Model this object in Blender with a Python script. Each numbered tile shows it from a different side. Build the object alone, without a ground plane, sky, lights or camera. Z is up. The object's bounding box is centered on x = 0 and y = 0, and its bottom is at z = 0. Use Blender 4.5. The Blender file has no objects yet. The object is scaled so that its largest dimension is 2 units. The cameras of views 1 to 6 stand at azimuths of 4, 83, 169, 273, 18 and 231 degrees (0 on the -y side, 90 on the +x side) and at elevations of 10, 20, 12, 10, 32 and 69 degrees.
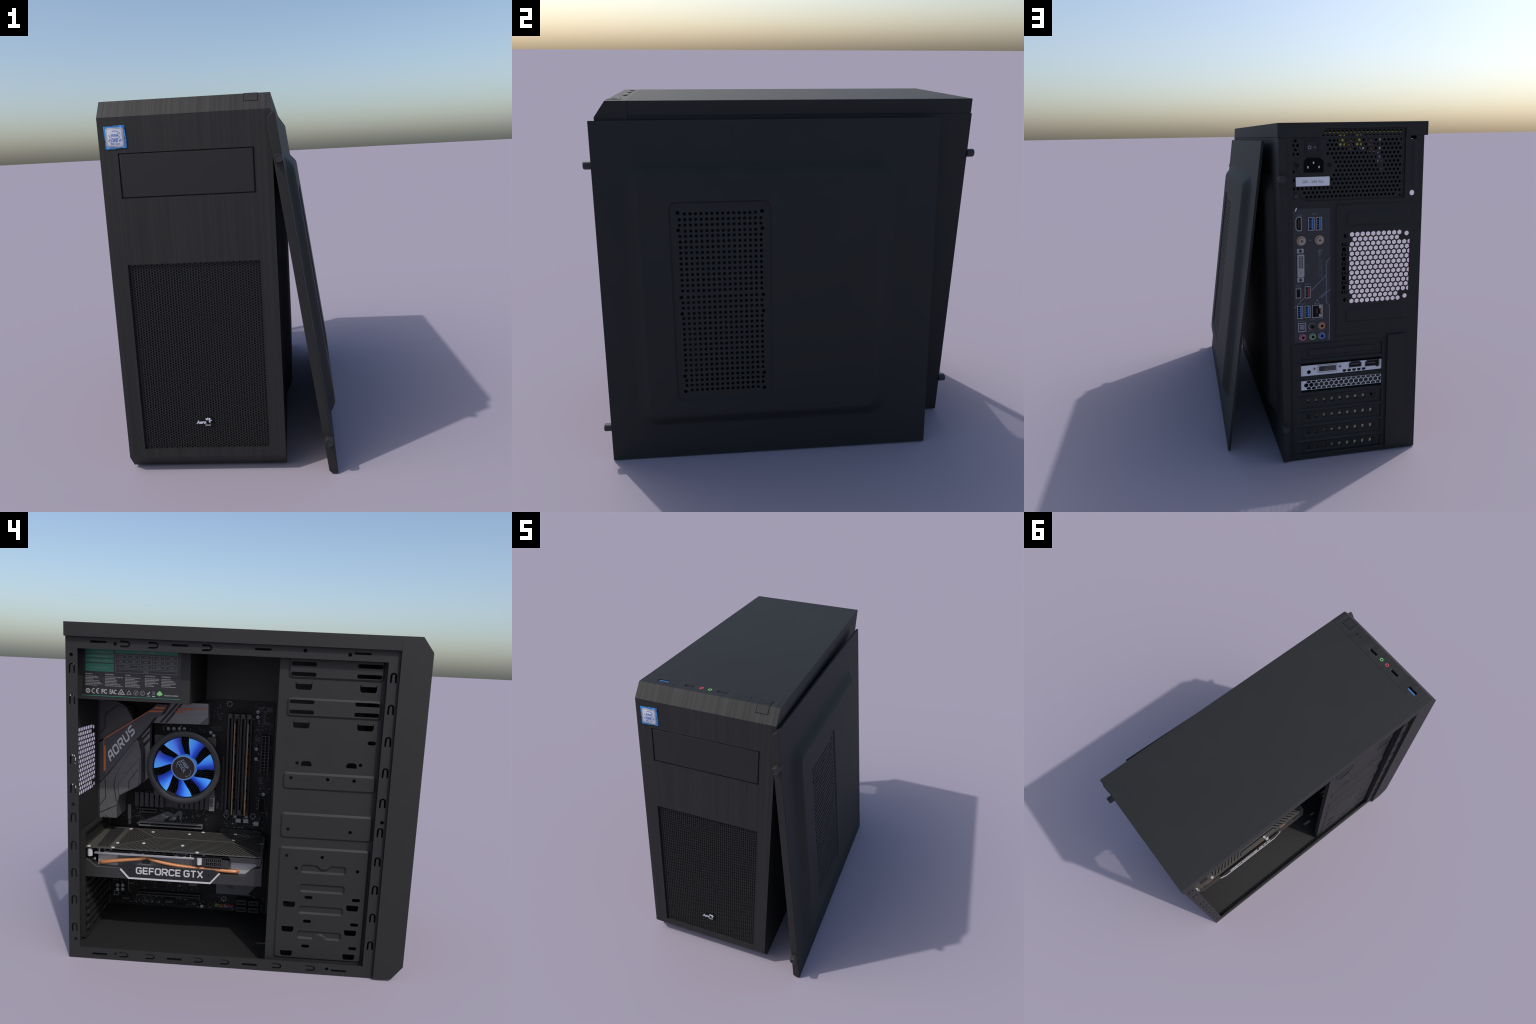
# Desktop computer tower with its left side cover taken off and leaning on the right side.
import bpy, bmesh, math, random
import numpy as np
from mathutils import Vector, Matrix
from mathutils.geometry import delaunay_2d_cdt

random.seed(11)
rng = random.Random(11)

# ------------------------------------------------------------------ materials
def mat(name, col, rough=0.5, metal=0.0, spec=0.5, bump=0.0, bump_scale=300.0, var=0.0, var_scale=(8, 8, 8),
        emit=None, emit_strength=0.0, coat=0.0):
    m = bpy.data.materials.new(name)
    m.use_nodes = True
    nt = m.node_tree
    b = nt.nodes["Principled BSDF"]
    b.inputs["Base Color"].default_value = (*col, 1)
    b.inputs["Roughness"].default_value = rough
    b.inputs["Metallic"].default_value = metal
    b.inputs["Specular IOR Level"].default_value = spec
    b.inputs["Coat Weight"].default_value = coat
    if emit:
        b.inputs["Emission Color"].default_value = (*emit, 1)
        b.inputs["Emission Strength"].default_value = emit_strength
    if var or bump:
        tc = nt.nodes.new("ShaderNodeTexCoord")
    if var:
        mp = nt.nodes.new("ShaderNodeMapping")
        mp.inputs["Scale"].default_value = var_scale
        nz = nt.nodes.new("ShaderNodeTexNoise")
        nz.inputs["Scale"].default_value = 1.0
        nz.inputs["Detail"].default_value = 4.0
        rp = nt.nodes.new("ShaderNodeValToRGB")
        rp.color_ramp.elements[0].position = 0.3
        rp.color_ramp.elements[1].position = 0.7
        rp.color_ramp.elements[0].color = (*[c * (1 - var) for c in col], 1)
        rp.color_ramp.elements[1].color = (*[min(1, c * (1 + var)) for c in col], 1)
        nt.links.new(tc.outputs["Object"], mp.inputs["Vector"])
        nt.links.new(mp.outputs["Vector"], nz.inputs["Vector"])
        nt.links.new(nz.outputs["Fac"], rp.inputs["Fac"])
        nt.links.new(rp.outputs["Color"], b.inputs["Base Color"])
    if bump:
        n2 = nt.nodes.new("ShaderNodeTexNoise")
        n2.inputs["Scale"].default_value = bump_scale
        n2.inputs["Detail"].default_value = 2.0
        bp = nt.nodes.new("ShaderNodeBump")
        bp.inputs["Strength"].default_value = bump
        bp.inputs["Distance"].default_value = 0.002
        nt.links.new(tc.outputs["Object"], n2.inputs["Vector"])
        nt.links.new(n2.outputs["Fac"], bp.inputs["Height"])
        nt.links.new(bp.outputs["Normal"], b.inputs["Normal"])
    return m

BLK = 0.0120
M = {}
M["steel"] = mat("powder_coated_steel", (BLK, BLK, BLK * 1.01), 0.66, spec=0.40, bump=0.03, bump_scale=160, var=0.06, var_scale=(5, 5, 5))
M["plastic"] = mat("black_plastic", (BLK * .88, BLK * .88, BLK * .95), 0.64, spec=0.40, bump=0.03, bump_scale=220)
M["dark"] = mat("dark_gap", (0.003, 0.003, 0.0035), 0.7, spec=0.2)
M["socket"] = mat("socket_black", (0.0012, 0.0012, 0.0014), 0.6, spec=0.1)
M["sleeve"] = mat("port_sleeve", (0.05, 0.052, 0.05), 0.5)
M["sleeve2"] = mat("port_tongue", (0.022, 0.022, 0.023), 0.5)
M["inner"] = mat("inner_steel", (0.014, 0.014, 0.0145), 0.55)
M["mesh"] = mat("mesh_plastic", (0.0098, 0.0098, 0.0098), 0.62, spec=0.4)
M["meshback"] = mat("mesh_back", (0.0075, 0.0075, 0.0082), 0.6, spec=0.25)
M["screw"] = mat("screw_black", (0.016, 0.016, 0.0165), 0.55)
M["silver"] = mat("brushed_silver", (0.42, 0.42, 0.44), 0.38, metal=0.7, var=0.12, var_scale=(3, 3, 60))
M["chrome"] = mat("chrome", (0.8, 0.8, 0.82), 0.22, metal=1.0)
M["white"] = mat("white_paint", (0.46, 0.46, 0.48), 0.5)
M["bracket"] = mat("bracket_metal", (0.64, 0.65, 0.70), 0.45, metal=0.1)
M["label"] = mat("white_label", (0.74, 0.74, 0.78), 0.55)
M["ink"] = mat("grey_ink", (0.2, 0.2, 0.21), 0.6)
M["silk"] = mat("silkscreen", (0.16, 0.16, 0.17), 0.6)
M["silkdim"] = mat("silkscreen_dim", (0.085, 0.085, 0.092), 0.6)
M["pcb"] = mat("circuit_board", (0.0042, 0.0042, 0.0050), 0.55, spec=0.3, var=0.35, var_scale=(90, 60, 60))
M["chip"] = mat("chip_black", (0.010, 0.010, 0.011), 0.45)
M["slot"] = mat("slot_plastic", (0.024, 0.024, 0.026), 0.45)
M["cap"] = mat("capacitor_top", (0.30, 0.31, 0.34), 0.5)
M["smd"] = mat("small_components", (0.10, 0.10, 0.11), 0.5)
M["smd2"] = mat("logo_grey", (0.55, 0.55, 0.56), 0.5)
M["goldpin"] = mat("gold", (0.36, 0.25, 0.16), 0.4, metal=0.4)
M["ramedge"] = mat("memory_edge", (0.30, 0.17, 0.085), 0.45)
M["copper"] = mat("copper_pipe", (0.50, 0.22, 0.10), 0.42, metal=0.35)
M["coil"] = mat("copper_coil", (0.55, 0.24, 0.12), 0.4)
M["yellow"] = mat("yellow_tape", (0.75, 0.62, 0.02), 0.5)  # base colour brightened to make up for dim light behind the mesh
M["bluewire"] = mat("blue_part", (0.02, 0.08, 0.5), 0.4)
M["green"] = mat("label_green", (0.012, 0.125, 0.075), 0.5)
M["greenlogo"] = mat("logo_green", (0.15, 0.42, 0.14), 0.5)
M["labelblack"] = mat("label_black", (0.008, 0.008, 0.009), 0.42)
M["printwhite"] = mat("print_white", (0.30, 0.30, 0.31), 0.6)
M["printdim"] = mat("print_dim", (0.17, 0.17, 0.175), 0.6)
M["usbblue"] = mat("usb_blue", (0.045, 0.16, 0.40), 0.4)
M["usbred"] = mat("usb_red", (0.18, 0.02, 0.03), 0.4)
M["jackgreen"] = mat("jack_green", (0.14, 0.42, 0.13), 0.4)
M["jackred"] = mat("jack_red", (0.5, 0.06, 0.07), 0.4)
M["jackpink"] = mat("jack_pink", (0.35, 0.07, 0.15), 0.4)
M["jacklime"] = mat("jack_lime", (0.12, 0.25, 0.12), 0.4)
M["jackblue"] = mat("jack_blue", (0.06, 0.14, 0.36), 0.4)
M["jackorange"] = mat("jack_orange", (0.42, 0.16, 0.07), 0.4)
M["shield"] = mat("io_shield", (0.021, 0.021, 0.028), 0.5)
M["shieldline"] = mat("io_shield_line", (0.15, 0.16, 0.21), 0.5)
M["shielddim"] = mat("io_shield_logo", (0.065, 0.068, 0.085), 0.5)
M["portmetal"] = mat("port_metal", (0.31, 0.31, 0.33), 0.4, metal=0.4)
M["shroud"] = mat("shroud_grey", (0.055, 0.055, 0.062), 0.5)
M["shroud2"] = mat("shroud_light_grey", (0.085, 0.085, 0.09), 0.48, var=0.1, var_scale=(30, 30, 30))
M["hsilver"] = mat("heatsink_silver", (0.23, 0.23, 0.25), 0.45, var=0.12, var_scale=(20, 6, 160))
M["hgrey"] = mat("heatsink_grey", (0.10, 0.10, 0.11), 0.5)
M["orange"] = mat("orange_accent", (0.50, 0.13, 0.03), 0.5)
M["hlow"] = mat("heatsink_black", (0.028, 0.028, 0.032), 0.45)
M["gpublack"] = mat("shroud_black", (0.024, 0.024, 0.025), 0.42)
M["backplate"] = mat("backplate", (0.060, 0.060, 0.056), 0.5)
M["groove"] = mat("backplate_groove", (0.004, 0.004, 0.004), 0.7, spec=0.2)
M["gfins"] = mat("fin_stack", (0.15, 0.15, 0.155), 0.5, var=0.10, var_scale=(2, 120, 2))
M["gblock"] = mat("heatsink_block", (0.30, 0.30, 0.31), 0.5)
M["ringblack"] = mat("fan_ring", (0.022, 0.022, 0.023), 0.42)
M["fins_dark"] = mat("fins_dark", (0.012, 0.011, 0.011), 0.5)
M["hub"] = mat("fan_hub", (0.012, 0.009, 0.009), 0.25)
M["hubring"] = mat("fan_hub_ring", (0.10, 0.26, 0.55), 0.3, emit=(0.05, 0.28, 0.9), emit_strength=0.28)
M["hubtext"] = mat("fan_hub_print", (0.18, 0.26, 0.36), 0.4, emit=(0.3, 0.5, 0.7), emit_strength=0.05)
M["stickerblue"] = mat("sticker_blue", (0.025, 0.22, 0.56), 0.4, var=0.75, var_scale=(60, 1, 75))
M["stickersilver"] = mat("sticker_silver", (0.55, 0.56, 0.62), 0.4, var=0.08, var_scale=(25, 25, 25))
M["stickeredge"] = mat("sticker_edge", (0.33, 0.35, 0.40), 0.4, var=0.25, var_scale=(30, 30, 30))
M["stickerink"] = mat("sticker_ink", (0.045, 0.13, 0.42), 0.5)
M["conn"] = [mat("pin_" + n, c, 0.5) for n, c in (("yellow", (.17, .14, .02)), ("green", (.03, .10, .03)), ("red", (.16, .02, .02)),
                                                  ("grey", (.14, .14, .15)), ("blue", (.03, .06, .17)))]

def brushed():
    """black plastic with fine vertical brushed streaks"""
    m = bpy.data.materials.new("brushed_black")
    m.use_nodes = True
    nt = m.node_tree
    b = nt.nodes["Principled BSDF"]
    b.inputs["Roughness"].default_value = 0.62
    b.inputs["Specular IOR Level"].default_value = 0.40
    tc = nt.nodes.new("ShaderNodeTexCoord")
    fac = None
    for sx, w in ((55, 0.5), (190, 0.5)):
        mp = nt.nodes.new("ShaderNodeMapping")
        mp.inputs["Scale"].default_value = (sx, 0.6, 0.6)
        nz = nt.nodes.new("ShaderNodeTexNoise")
        nz.inputs["Scale"].default_value = 1.0
        nz.inputs["Detail"].default_value = 3.0
        nt.links.new(tc.outputs["Object"], mp.inputs["Vector"])
        nt.links.new(mp.outputs["Vector"], nz.inputs["Vector"])
        if fac is None:
            fac = nz.outputs["Fac"]
        else:
            mx = nt.nodes.new("ShaderNodeMath")
            mx.operation = "ADD"
            nt.links.new(fac, mx.inputs[0])
            nt.links.new(nz.outputs["Fac"], mx.inputs[1])
            hf = nt.nodes.new("ShaderNodeMath")
            hf.operation = "MULTIPLY"
            hf.inputs[1].default_value = 0.5
            nt.links.new(mx.outputs[0], hf.inputs[0])
            fac = hf.outputs[0]
    rp = nt.nodes.new("ShaderNodeValToRGB")
    rp.color_ramp.elements[0].position = 0.36
    rp.color_ramp.elements[1].position = 0.66
    k = BLK
    rp.color_ramp.elements[0].color = (k * .66, k * .66, k * .66, 1)
    rp.color_ramp.elements[1].color = (k * 1.40, k * 1.40, k * 1.36, 1)
    nt.links.new(fac, rp.inputs["Fac"])
    r2 = nt.nodes.new("ShaderNodeValToRGB")  # stronger light/dark streaks paint the sun's sheen onto the sloped chamfer
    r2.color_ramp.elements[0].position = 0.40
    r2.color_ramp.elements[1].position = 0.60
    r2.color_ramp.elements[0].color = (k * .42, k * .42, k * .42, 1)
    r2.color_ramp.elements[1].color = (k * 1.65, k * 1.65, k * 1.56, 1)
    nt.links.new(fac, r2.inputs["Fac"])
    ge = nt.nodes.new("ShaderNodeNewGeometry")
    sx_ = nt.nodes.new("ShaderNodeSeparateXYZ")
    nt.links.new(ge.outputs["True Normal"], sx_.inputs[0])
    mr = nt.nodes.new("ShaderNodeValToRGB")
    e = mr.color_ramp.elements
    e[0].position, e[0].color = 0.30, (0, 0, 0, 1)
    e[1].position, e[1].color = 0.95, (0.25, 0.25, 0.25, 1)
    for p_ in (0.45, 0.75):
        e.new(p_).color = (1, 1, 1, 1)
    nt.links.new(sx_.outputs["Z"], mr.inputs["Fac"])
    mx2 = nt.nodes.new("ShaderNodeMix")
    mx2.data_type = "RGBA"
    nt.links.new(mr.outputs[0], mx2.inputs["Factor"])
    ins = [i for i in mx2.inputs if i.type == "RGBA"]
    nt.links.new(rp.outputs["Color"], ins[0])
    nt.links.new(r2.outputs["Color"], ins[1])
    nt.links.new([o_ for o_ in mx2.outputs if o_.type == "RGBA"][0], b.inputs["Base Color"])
    bp = nt.nodes.new("ShaderNodeBump")
    bp.inputs["Strength"].default_value = 0.12
    bp.inputs["Distance"].default_value = 0.003
    nt.links.new(fac, bp.inputs["Height"])
    nt.links.new(bp.outputs["Normal"], b.inputs["Normal"])
    return m

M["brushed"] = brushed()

def blade_material():
    """blue fan blade: light falloff across it baked into a colour and emission ramp"""
    m = bpy.data.materials.new("glowing_blue_blade")
    m.use_nodes = True
    nt = m.node_tree
    b = nt.nodes["Principled BSDF"]
    tc = nt.nodes.new("ShaderNodeTexCoord")
    sp = nt.nodes.new("ShaderNodeSeparateXYZ")
    nt.links.new(tc.outputs["Object"], sp.inputs[0])
    mr = nt.nodes.new("ShaderNodeMapRange")
    mr.inputs["From Min"].default_value = -0.042
    mr.inputs["From Max"].default_value = 0.045
    nt.links.new(sp.outputs["Y"], mr.inputs["Value"])
    rp = nt.nodes.new("ShaderNodeValToRGB")
    e = rp.color_ramp.elements
    e[0].position, e[0].color = 0.0, (0.006, 0.010, 0.085, 1)
    e[1].position, e[1].color = 1.0, (0.050, 0.23, 0.60, 1)
    n = e.new(0.35)
    n.color = (0.016, 0.050, 0.42, 1)
    n = e.new(0.7)
    n.color = (0.030, 0.17, 0.66, 1)
    nt.links.new(mr.outputs[0], rp.inputs["Fac"])
    nt.links.new(rp.outputs["Color"], b.inputs["Base Color"])
    nt.links.new(rp.outputs["Color"], b.inputs["Emission Color"])
    b.inputs["Emission Strength"].default_value = 0.62
    b.inputs["Roughness"].default_value = 0.35
    return m

M["blade"] = blade_material()

# ------------------------------------------------------------------ frames and shapes
class Frame:
    def __init__(self, o, u, v):
        self.o, self.u, self.v = np.array(o, float), np.array(u, float), np.array(v, float)
        self.n = np.cross(self.u, self.v)
    def p(self, a, b, n=0.0):
        return self.o + self.u * a + self.v * b + self.n * n
    def matrix(self):
        m = Matrix.Identity(4)
        for i in range(3):
            m[i][0], m[i][1], m[i][2], m[i][3] = self.u[i], self.v[i], self.n[i], self.o[i]
        return m

def LEFT(x):      # looking at the open left side; a = -y, b = z, out = -x
    return Frame((x, 0, 0), (0, -1, 0), (0, 0, 1))
def REAR(y):      # a = -x, b = z, out = +y
    return Frame((0, y, 0), (-1, 0, 0), (0, 0, 1))
def FRONT(y):     # a = x, b = z, out = -y
    return Frame((0, y, 0), (1, 0, 0), (0, 0, 1))
def TOP(z):       # a = x, b = y, out = +z
    return Frame((0, 0, z), (1, 0, 0), (0, 1, 0))

def neg(pts):     # (y or x, z) read off the object -> (a, b) of LEFT / REAR frames
    return [(-p, q) for p, q in pts]

def rect(a0, a1, b0, b1):
    return [(a0, b0), (a1, b0), (a1, b1), (a0, b1)]

def rrect(a0, a1, b0, b1, r, k=5):
    r = min(r, abs(a1 - a0) / 2 - 1e-5, abs(b1 - b0) / 2 - 1e-5)
    if a0 > a1: a0, a1 = a1, a0
    out = []
    for ca, cb, s in ((a1 - r, b0 + r, -90), (a1 - r, b1 - r, 0), (a0 + r, b1 - r, 90), (a0 + r, b0 + r, 180)):
        for i in range(k):
            t = math.radians(s + 90 * i / (k - 1))
            out.append((ca + r * math.cos(t), cb + r * math.sin(t)))
    return out

def circle(a, b, r, n=14, ph=0.0):
    return [(a + r * math.cos(ph + 2 * math.pi * i / n), b + r * math.sin(ph + 2 * math.pi * i / n)) for i in range(n)]

def horseshoe(a, b, direction, r=0.017, leg=0.036, w=0.0085):
    """U-shaped slit: arc at (a,b) end pointing along direction, legs going back"""
    pts = []
    for i in range(9):
        t = math.pi * i / 8
        pts.append((r * math.cos(t), r * math.sin(t)))
    pts += [(-r, -leg), (-r + w, -leg)]
    ri = r - w
    for i in range(7):
        t = math.pi - math.pi * i / 6
        pts.append((ri * math.cos(t) * .8, ri * math.sin(t) * 1.1))
    pts += [(r - w, -leg), (r, -leg)]
    out = []
    for x, y in pts:
        if direction == "up":
            out.append((a + x, b + y - r))
        else:                                   # arc towards +a
            out.append((a + y - r, b - x))
    return out

def strip(path, w):
    """mitred ribbon around an open polyline"""
    L, R = [], []
    n = len(path)
    for i, (x, y) in enumerate(path):
        d = []
        if i > 0: d.append((x - path[i - 1][0], y - path[i - 1][1]))
        if i < n - 1: d.append((path[i + 1][0] - x, path[i + 1][1] - y))
        d = [(dx / math.hypot(dx, dy), dy / math.hypot(dx, dy)) for dx, dy in d]
        tx, ty = sum(q[0] for q in d), sum(q[1] for q in d)
        l = math.hypot(tx, ty) or 1
        tx, ty = tx / l, ty / l
        c = max(0.35, tx * d[0][0] + ty * d[0][1])
        h = w / 2 / c
        L.append((x - ty * h, y + tx * h))
        R.append((x + ty * h, y - tx * h))
    return L + R[::-1]

def area(p):
    return 0.5 * sum(p[i][0] * p[(i + 1) % len(p)][1] - p[(i + 1) % len(p)][0] * p[i][1] for i in range(len(p)))

def inside(px, py, loop):
    """even-odd test of many points against one loop"""
    q = np.array(loop)
    r = np.roll(q, -1, axis=0)
    x0, y0, x1, y1 = q[:, 0][:, None], q[:, 1][:, None], r[:, 0][:, None], r[:, 1][:, None]
    with np.errstate(divide="ignore", invalid="ignore"):
        hit = ((y0 > py) != (y1 > py)) & (px < (x1 - x0) * (py - y0) / (y1 - y0) + x0)
    return hit.sum(0) % 2 == 1

cx_ = .2
GLYPH = {
    "G": (.86, [[(1, .80), (.82, 1), (.18, 1), (0, .82), (0, .18), (.18, 0), (.82, 0), (1, .18), (1, .48), (.5, .48)]]),
    "E": (.74, [[(1.09, 1), (0, 1), (0, 0), (1.09, 0)], [(0, .5), (1, .5)]]),
    "F": (.74, [[(1.09, 1), (0, 1), (0, -.10)], [(0, .48), (1, .48)]]),
    "O": (.86, [[(.5, 1), (.18, 1), (0, .82), (0, .18), (.18, 0), (.82, 0), (1, .18), (1, .82), (.82, 1), (.49, 1)]]),
    "R": (.84, [[(0, -.10), (0, 1), (.82, 1), (1, .85), (1, .58), (.82, .42), (0, .42)], [(.5, .42), (1.0, -.10)]]),
    "C": (.84, [[(1, .78), (1, .86), (.82, 1), (.18, 1), (0, .82), (0, .18), (.18, 0), (.82, 0), (1, .14), (1, .22)]]),
    "T": (.78, [[(-.10, 1), (1.10, 1)], [(.5, 1), (.5, -.10)]]),
    "X": (.86, [[(0, 1.08), (1, -.08)], [(1, 1.08), (0, -.08)]]),
    "A": (.84, [[(0, -.10), (.15, .7), (.45, 1), (1, 1), (1, -.10)], [(.1, .38), (1, .38)]]),
    "U": (.84, [[(0, 1.10), (0, .18), (.18, 0), (.82, 0), (1, .18), (1, 1.10)]]),
    "S": (.80, [[(1.08, 1), (.16, 1), (0, .85), (0, .62), (.16, .5), (.84, .5), (1, .38), (1, .15), (.84, 0), (-.08, 0)]]),
}

class Part:
    """collects geometry for one named mesh"""
    def __init__(self, name, parent=None, stuff=False, bevel=0.0, smooth=35):
        self.name, self.parent, self.stuff, self.bevel, self.smooth = name, parent, stuff, bevel, smooth
        self.v, self.f, self.m, self.mats = [], [], [], []
    def mi(self, m):
        m = M[m] if isinstance(m, str) else m
        if m not in self.mats: self.mats.append(m)
        return self.mats.index(m)
    def add(self, verts, faces, m):
        o = len(self.v)
        self.v.extend([tuple(float(c) for c in p) for p in verts])
        k = self.mi(m)
        for f in faces:
            self.f.append([i + o for i in f])
            self.m.append(k)
        return self
    def box(self, x0, x1, y0, y1, z0, z1, m):
        x0, x1 = sorted((x0, x1)); y0, y1 = sorted((y0, y1)); z0, z1 = sorted((z0, z1))
        v = [(x, y, z) for z in (z0, z1) for y in (y0, y1) for x in (x0, x1)]
        return self.add(v, [(0, 2, 3, 1), (4, 5, 7, 6), (0, 1, 5, 4), (2, 6, 7, 3), (0, 4, 6, 2), (1, 3, 7, 5)], m)
    def plate(self, fr, loops, n0, n1, m, back=True):
        """flat plate of any outline; inner loops become holes"""
        if loops and isinstance(loops[0][0], (int, float)):
            loops = [loops]
        loops = [list(l) for l in loops]
        pts, edges = [], []
        for l in loops:
            s = len(pts)
            pts += [Vector(p) for p in l]
            edges += [(s + i, s + (i + 1) % len(l)) for i in range(len(l))]
        ov, oe, of, *_ = delaunay_2d_cdt(pts, edges, [], 0, 1e-7)
        ov = np.array([tuple(p) for p in ov])
        tri = np.array([t for t in of if len(t) == 3])
        c = ov[tri].mean(1)
        par = np.zeros(len(tri), bool)
        for l in loops:
            q = np.array(l)
            s = (c[:, 0] >= q[:, 0].min()) & (c[:, 0] <= q[:, 0].max()) & (c[:, 1] >= q[:, 1].min()) & (c[:, 1] <= q[:, 1].max())
            if s.any():
                idx = np.nonzero(s)[0]
                par[idx] ^= inside(c[idx, 0], c[idx, 1], l)
        tri = tri[par]
        a = ov[tri]
        sa = (a[:, 1, 0] - a[:, 0, 0]) * (a[:, 2, 1] - a[:, 0, 1]) - (a[:, 2, 0] - a[:, 0, 0]) * (a[:, 1, 1] - a[:, 0, 1])
        tri = [tuple(t) if s > 0 else tuple(t[::-1]) for t, s in zip(tri.tolist(), sa)]
        self.add([fr.p(p[0], p[1], n1) for p in ov], tri, m)
        if back:
            self.add([fr.p(p[0], p[1], n0) for p in ov], [t[::-1] for t in tri], m)
        for i, l in enumerate(loops):
            depth = 0
            for j, k in enumerate(loops):
                if i != j:
                    depth += int(inside(np.array([l[0][0]]), np.array([l[0][1]]), k)[0])
            ccw = area(l) > 0
            if ccw == (depth % 2 == 1):
                l = l[::-1]
            n = len(l)
            v = [fr.p(p[0], p[1], n0) for p in l] + [fr.p(p[0], p[1], n1) for p in l]
            self.add(v, [(j, (j + 1) % n, n + (j + 1) % n, n + j) for j in range(n)], m)
        return self
    def loft(self, fr, l0, n0, l1, n1, m):
        """band of quads between two loops of equal length, outer first"""
        n = len(l0)
        v = [fr.p(p[0], p[1], n0) for p in l0] + [fr.p(p[0], p[1], n1) for p in l1]
        return self.add(v, [(j, (j + 1) % n, n + (j + 1) % n, n + j) for j in range(n)], m)
    def face(self, fr, loop, n, m):
        return self.add([fr.p(p[0], p[1], n) for p in loop], [tuple(range(len(loop)))], m)
    def cyl(self, fr, a, b, r, n0, n1, m, seg=20, r1=None, ph=0.0):
        r1 = r if r1 is None else r1
        c0, c1 = circle(a, b, r, seg, ph), circle(a, b, r1, seg, ph)
        self.loft(fr, c0, n0, c1, n1, m)
        self.face(fr, c1, n1, m)
        self.face(fr, c0[::-1], n0, m)
        return self
    def ring(self, fr, a, b, r0, r1, n0, n1, m, seg=24):
        """flat ring r0<r<r1 with walls"""
        return self.plate(fr, [circle(a, b, r1, seg), circle(a, b, r0, seg)], n0, n1, m)
    def tube(self, path, radii, m, seg=12, flat=1.0):
        path = [Vector(p) for p in path]
        rings = []
        for i, p in enumerate(path):
            d = (path[min(i + 1, len(path) - 1)] - path[max(i - 1, 0)]).normalized()
            s = d.cross(Vector((0, 0, 1)))
            s = s.normalized() if s.length > 1e-4 else Vector((1, 0, 0))
            t = s.cross(d).normalized()
            r = radii[i] if isinstance(radii, (list, tuple)) else radii
            rings.append([p + s * (r * flat * math.cos(2 * math.pi * k / seg)) + t * (r * math.sin(2 * math.pi * k / seg)) for k in range(seg)])
        v = [q for r in rings for q in r]
        f = []
        for i in range(len(path) - 1):
            for k in range(seg):
                f.append((i * seg + k, i * seg + (k + 1) % seg, (i + 1) * seg + (k + 1) % seg, (i + 1) * seg + k))
        f += [tuple(range(seg))[::-1], tuple(range((len(path) - 1) * seg, len(path) * seg))]
        return self.add(v, f, m)
    def text(self, fr, s, a, b, size, m, n0=0.0, depth=0.0008, align="LEFT", rot=0.0, shear=0.0, bold=0.0, width=1.0, space=1.0):
        """lettering from the built-in font, baseline start at (a, b), size = capital height"""
        cu = bpy.data.curves.new("lettering", "FONT")
        cu.body = s
        cu.size = size / 0.729
        cu.align_x = align
        cu.shear = shear
        cu.offset = bold
        cu.extrude = depth / 2
        cu.resolution_u = 2
        cu.space_character = space
        ob = bpy.data.objects.new("lettering", cu)
        bpy.context.scene.collection.objects.link(ob)
        dg = bpy.context.evaluated_depsgraph_get()
        me = bpy.data.meshes.new_from_object(ob.evaluated_get(dg))
        c, sn = math.cos(rot), math.sin(rot)
        v = []
        for q in me.vertices:
            x, y, z = q.co
            x *= width
            v.append(fr.p(a + x * c - y * sn, b + x * sn + y * c, n0 + depth / 2 + z))
        self.add(v, [tuple(p.vertices) for p in me.polygons], m)
        bpy.data.objects.remove(ob)
        bpy.data.curves.remove(cu)
        bpy.data.meshes.remove(me)
        return self
    def strokes(self, fr, s, a, b, h, w, gap, m, n0, depth, rot=0.0, shear=0.0):
        """squared technical capitals drawn with ribbons of width w; (a, b) lower left corner"""
        x = 0.0
        c, sn = math.cos(rot), math.sin(rot)
        for ch_ in s:
            if ch_ == " ":
                x += h * .30
                continue
            wid, paths = GLYPH[ch_]
            for k, p in enumerate(paths):
                q = [(x + w / 2 + px_ * (wid * h - w), w / 2 + pz_ * (h - w)) for px_, pz_ in p]
                q = strip(q, w)
                q = [(u + v * shear, v) for u, v in q]
                self.plate(fr, [(a + u * c - v * sn, b + u * sn + v * c) for u, v in q], n0, n0 + depth + k * .00015, m)
            x += wid * h + gap
        return self
    def done(self, loc=None):
        me = bpy.data.meshes.new(self.name)
        me.from_pydata(self.v, [], self.f)
        for m in self.mats: me.materials.append(m)
        me.polygons.foreach_set("material_index", self.m)
        bm = bmesh.new()
        bm.from_mesh(me)
        bmesh.ops.remove_doubles(bm, verts=bm.verts, dist=2e-5)
        bmesh.ops.dissolve_degenerate(bm, edges=bm.edges, dist=1e-6)
        bm.to_mesh(me)
        bm.free()
        me.shade_smooth()
        me.set_sharp_from_angle(angle=math.radians(self.smooth))
        ob = bpy.data.objects.new(self.name, me)
        bpy.context.scene.collection.objects.link(ob)
        if self.parent is not None:
            ob.parent = self.parent
        if loc is not None: ob.location = loc
        if self.stuff: ob["kind"] = "stuff"
        if self.bevel:
            bv = ob.modifiers.new("bevel", "BEVEL")
            bv.width, bv.segments, bv.limit_method, bv.angle_limit = self.bevel, 2, "ANGLE", math.radians(40)
        return ob

def repeat(first, places):
    """copies that share the mesh of the first; places are locations or matrices"""
    out = [first]
    for i, p in enumerate(places):
        o = first if i == 0 else first.copy()
        if i: bpy.context.scene.collection.objects.link(o)
        if isinstance(p, Matrix): o.matrix_local = p
        else: o.location = p
        out.append(o)
    return out

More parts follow.
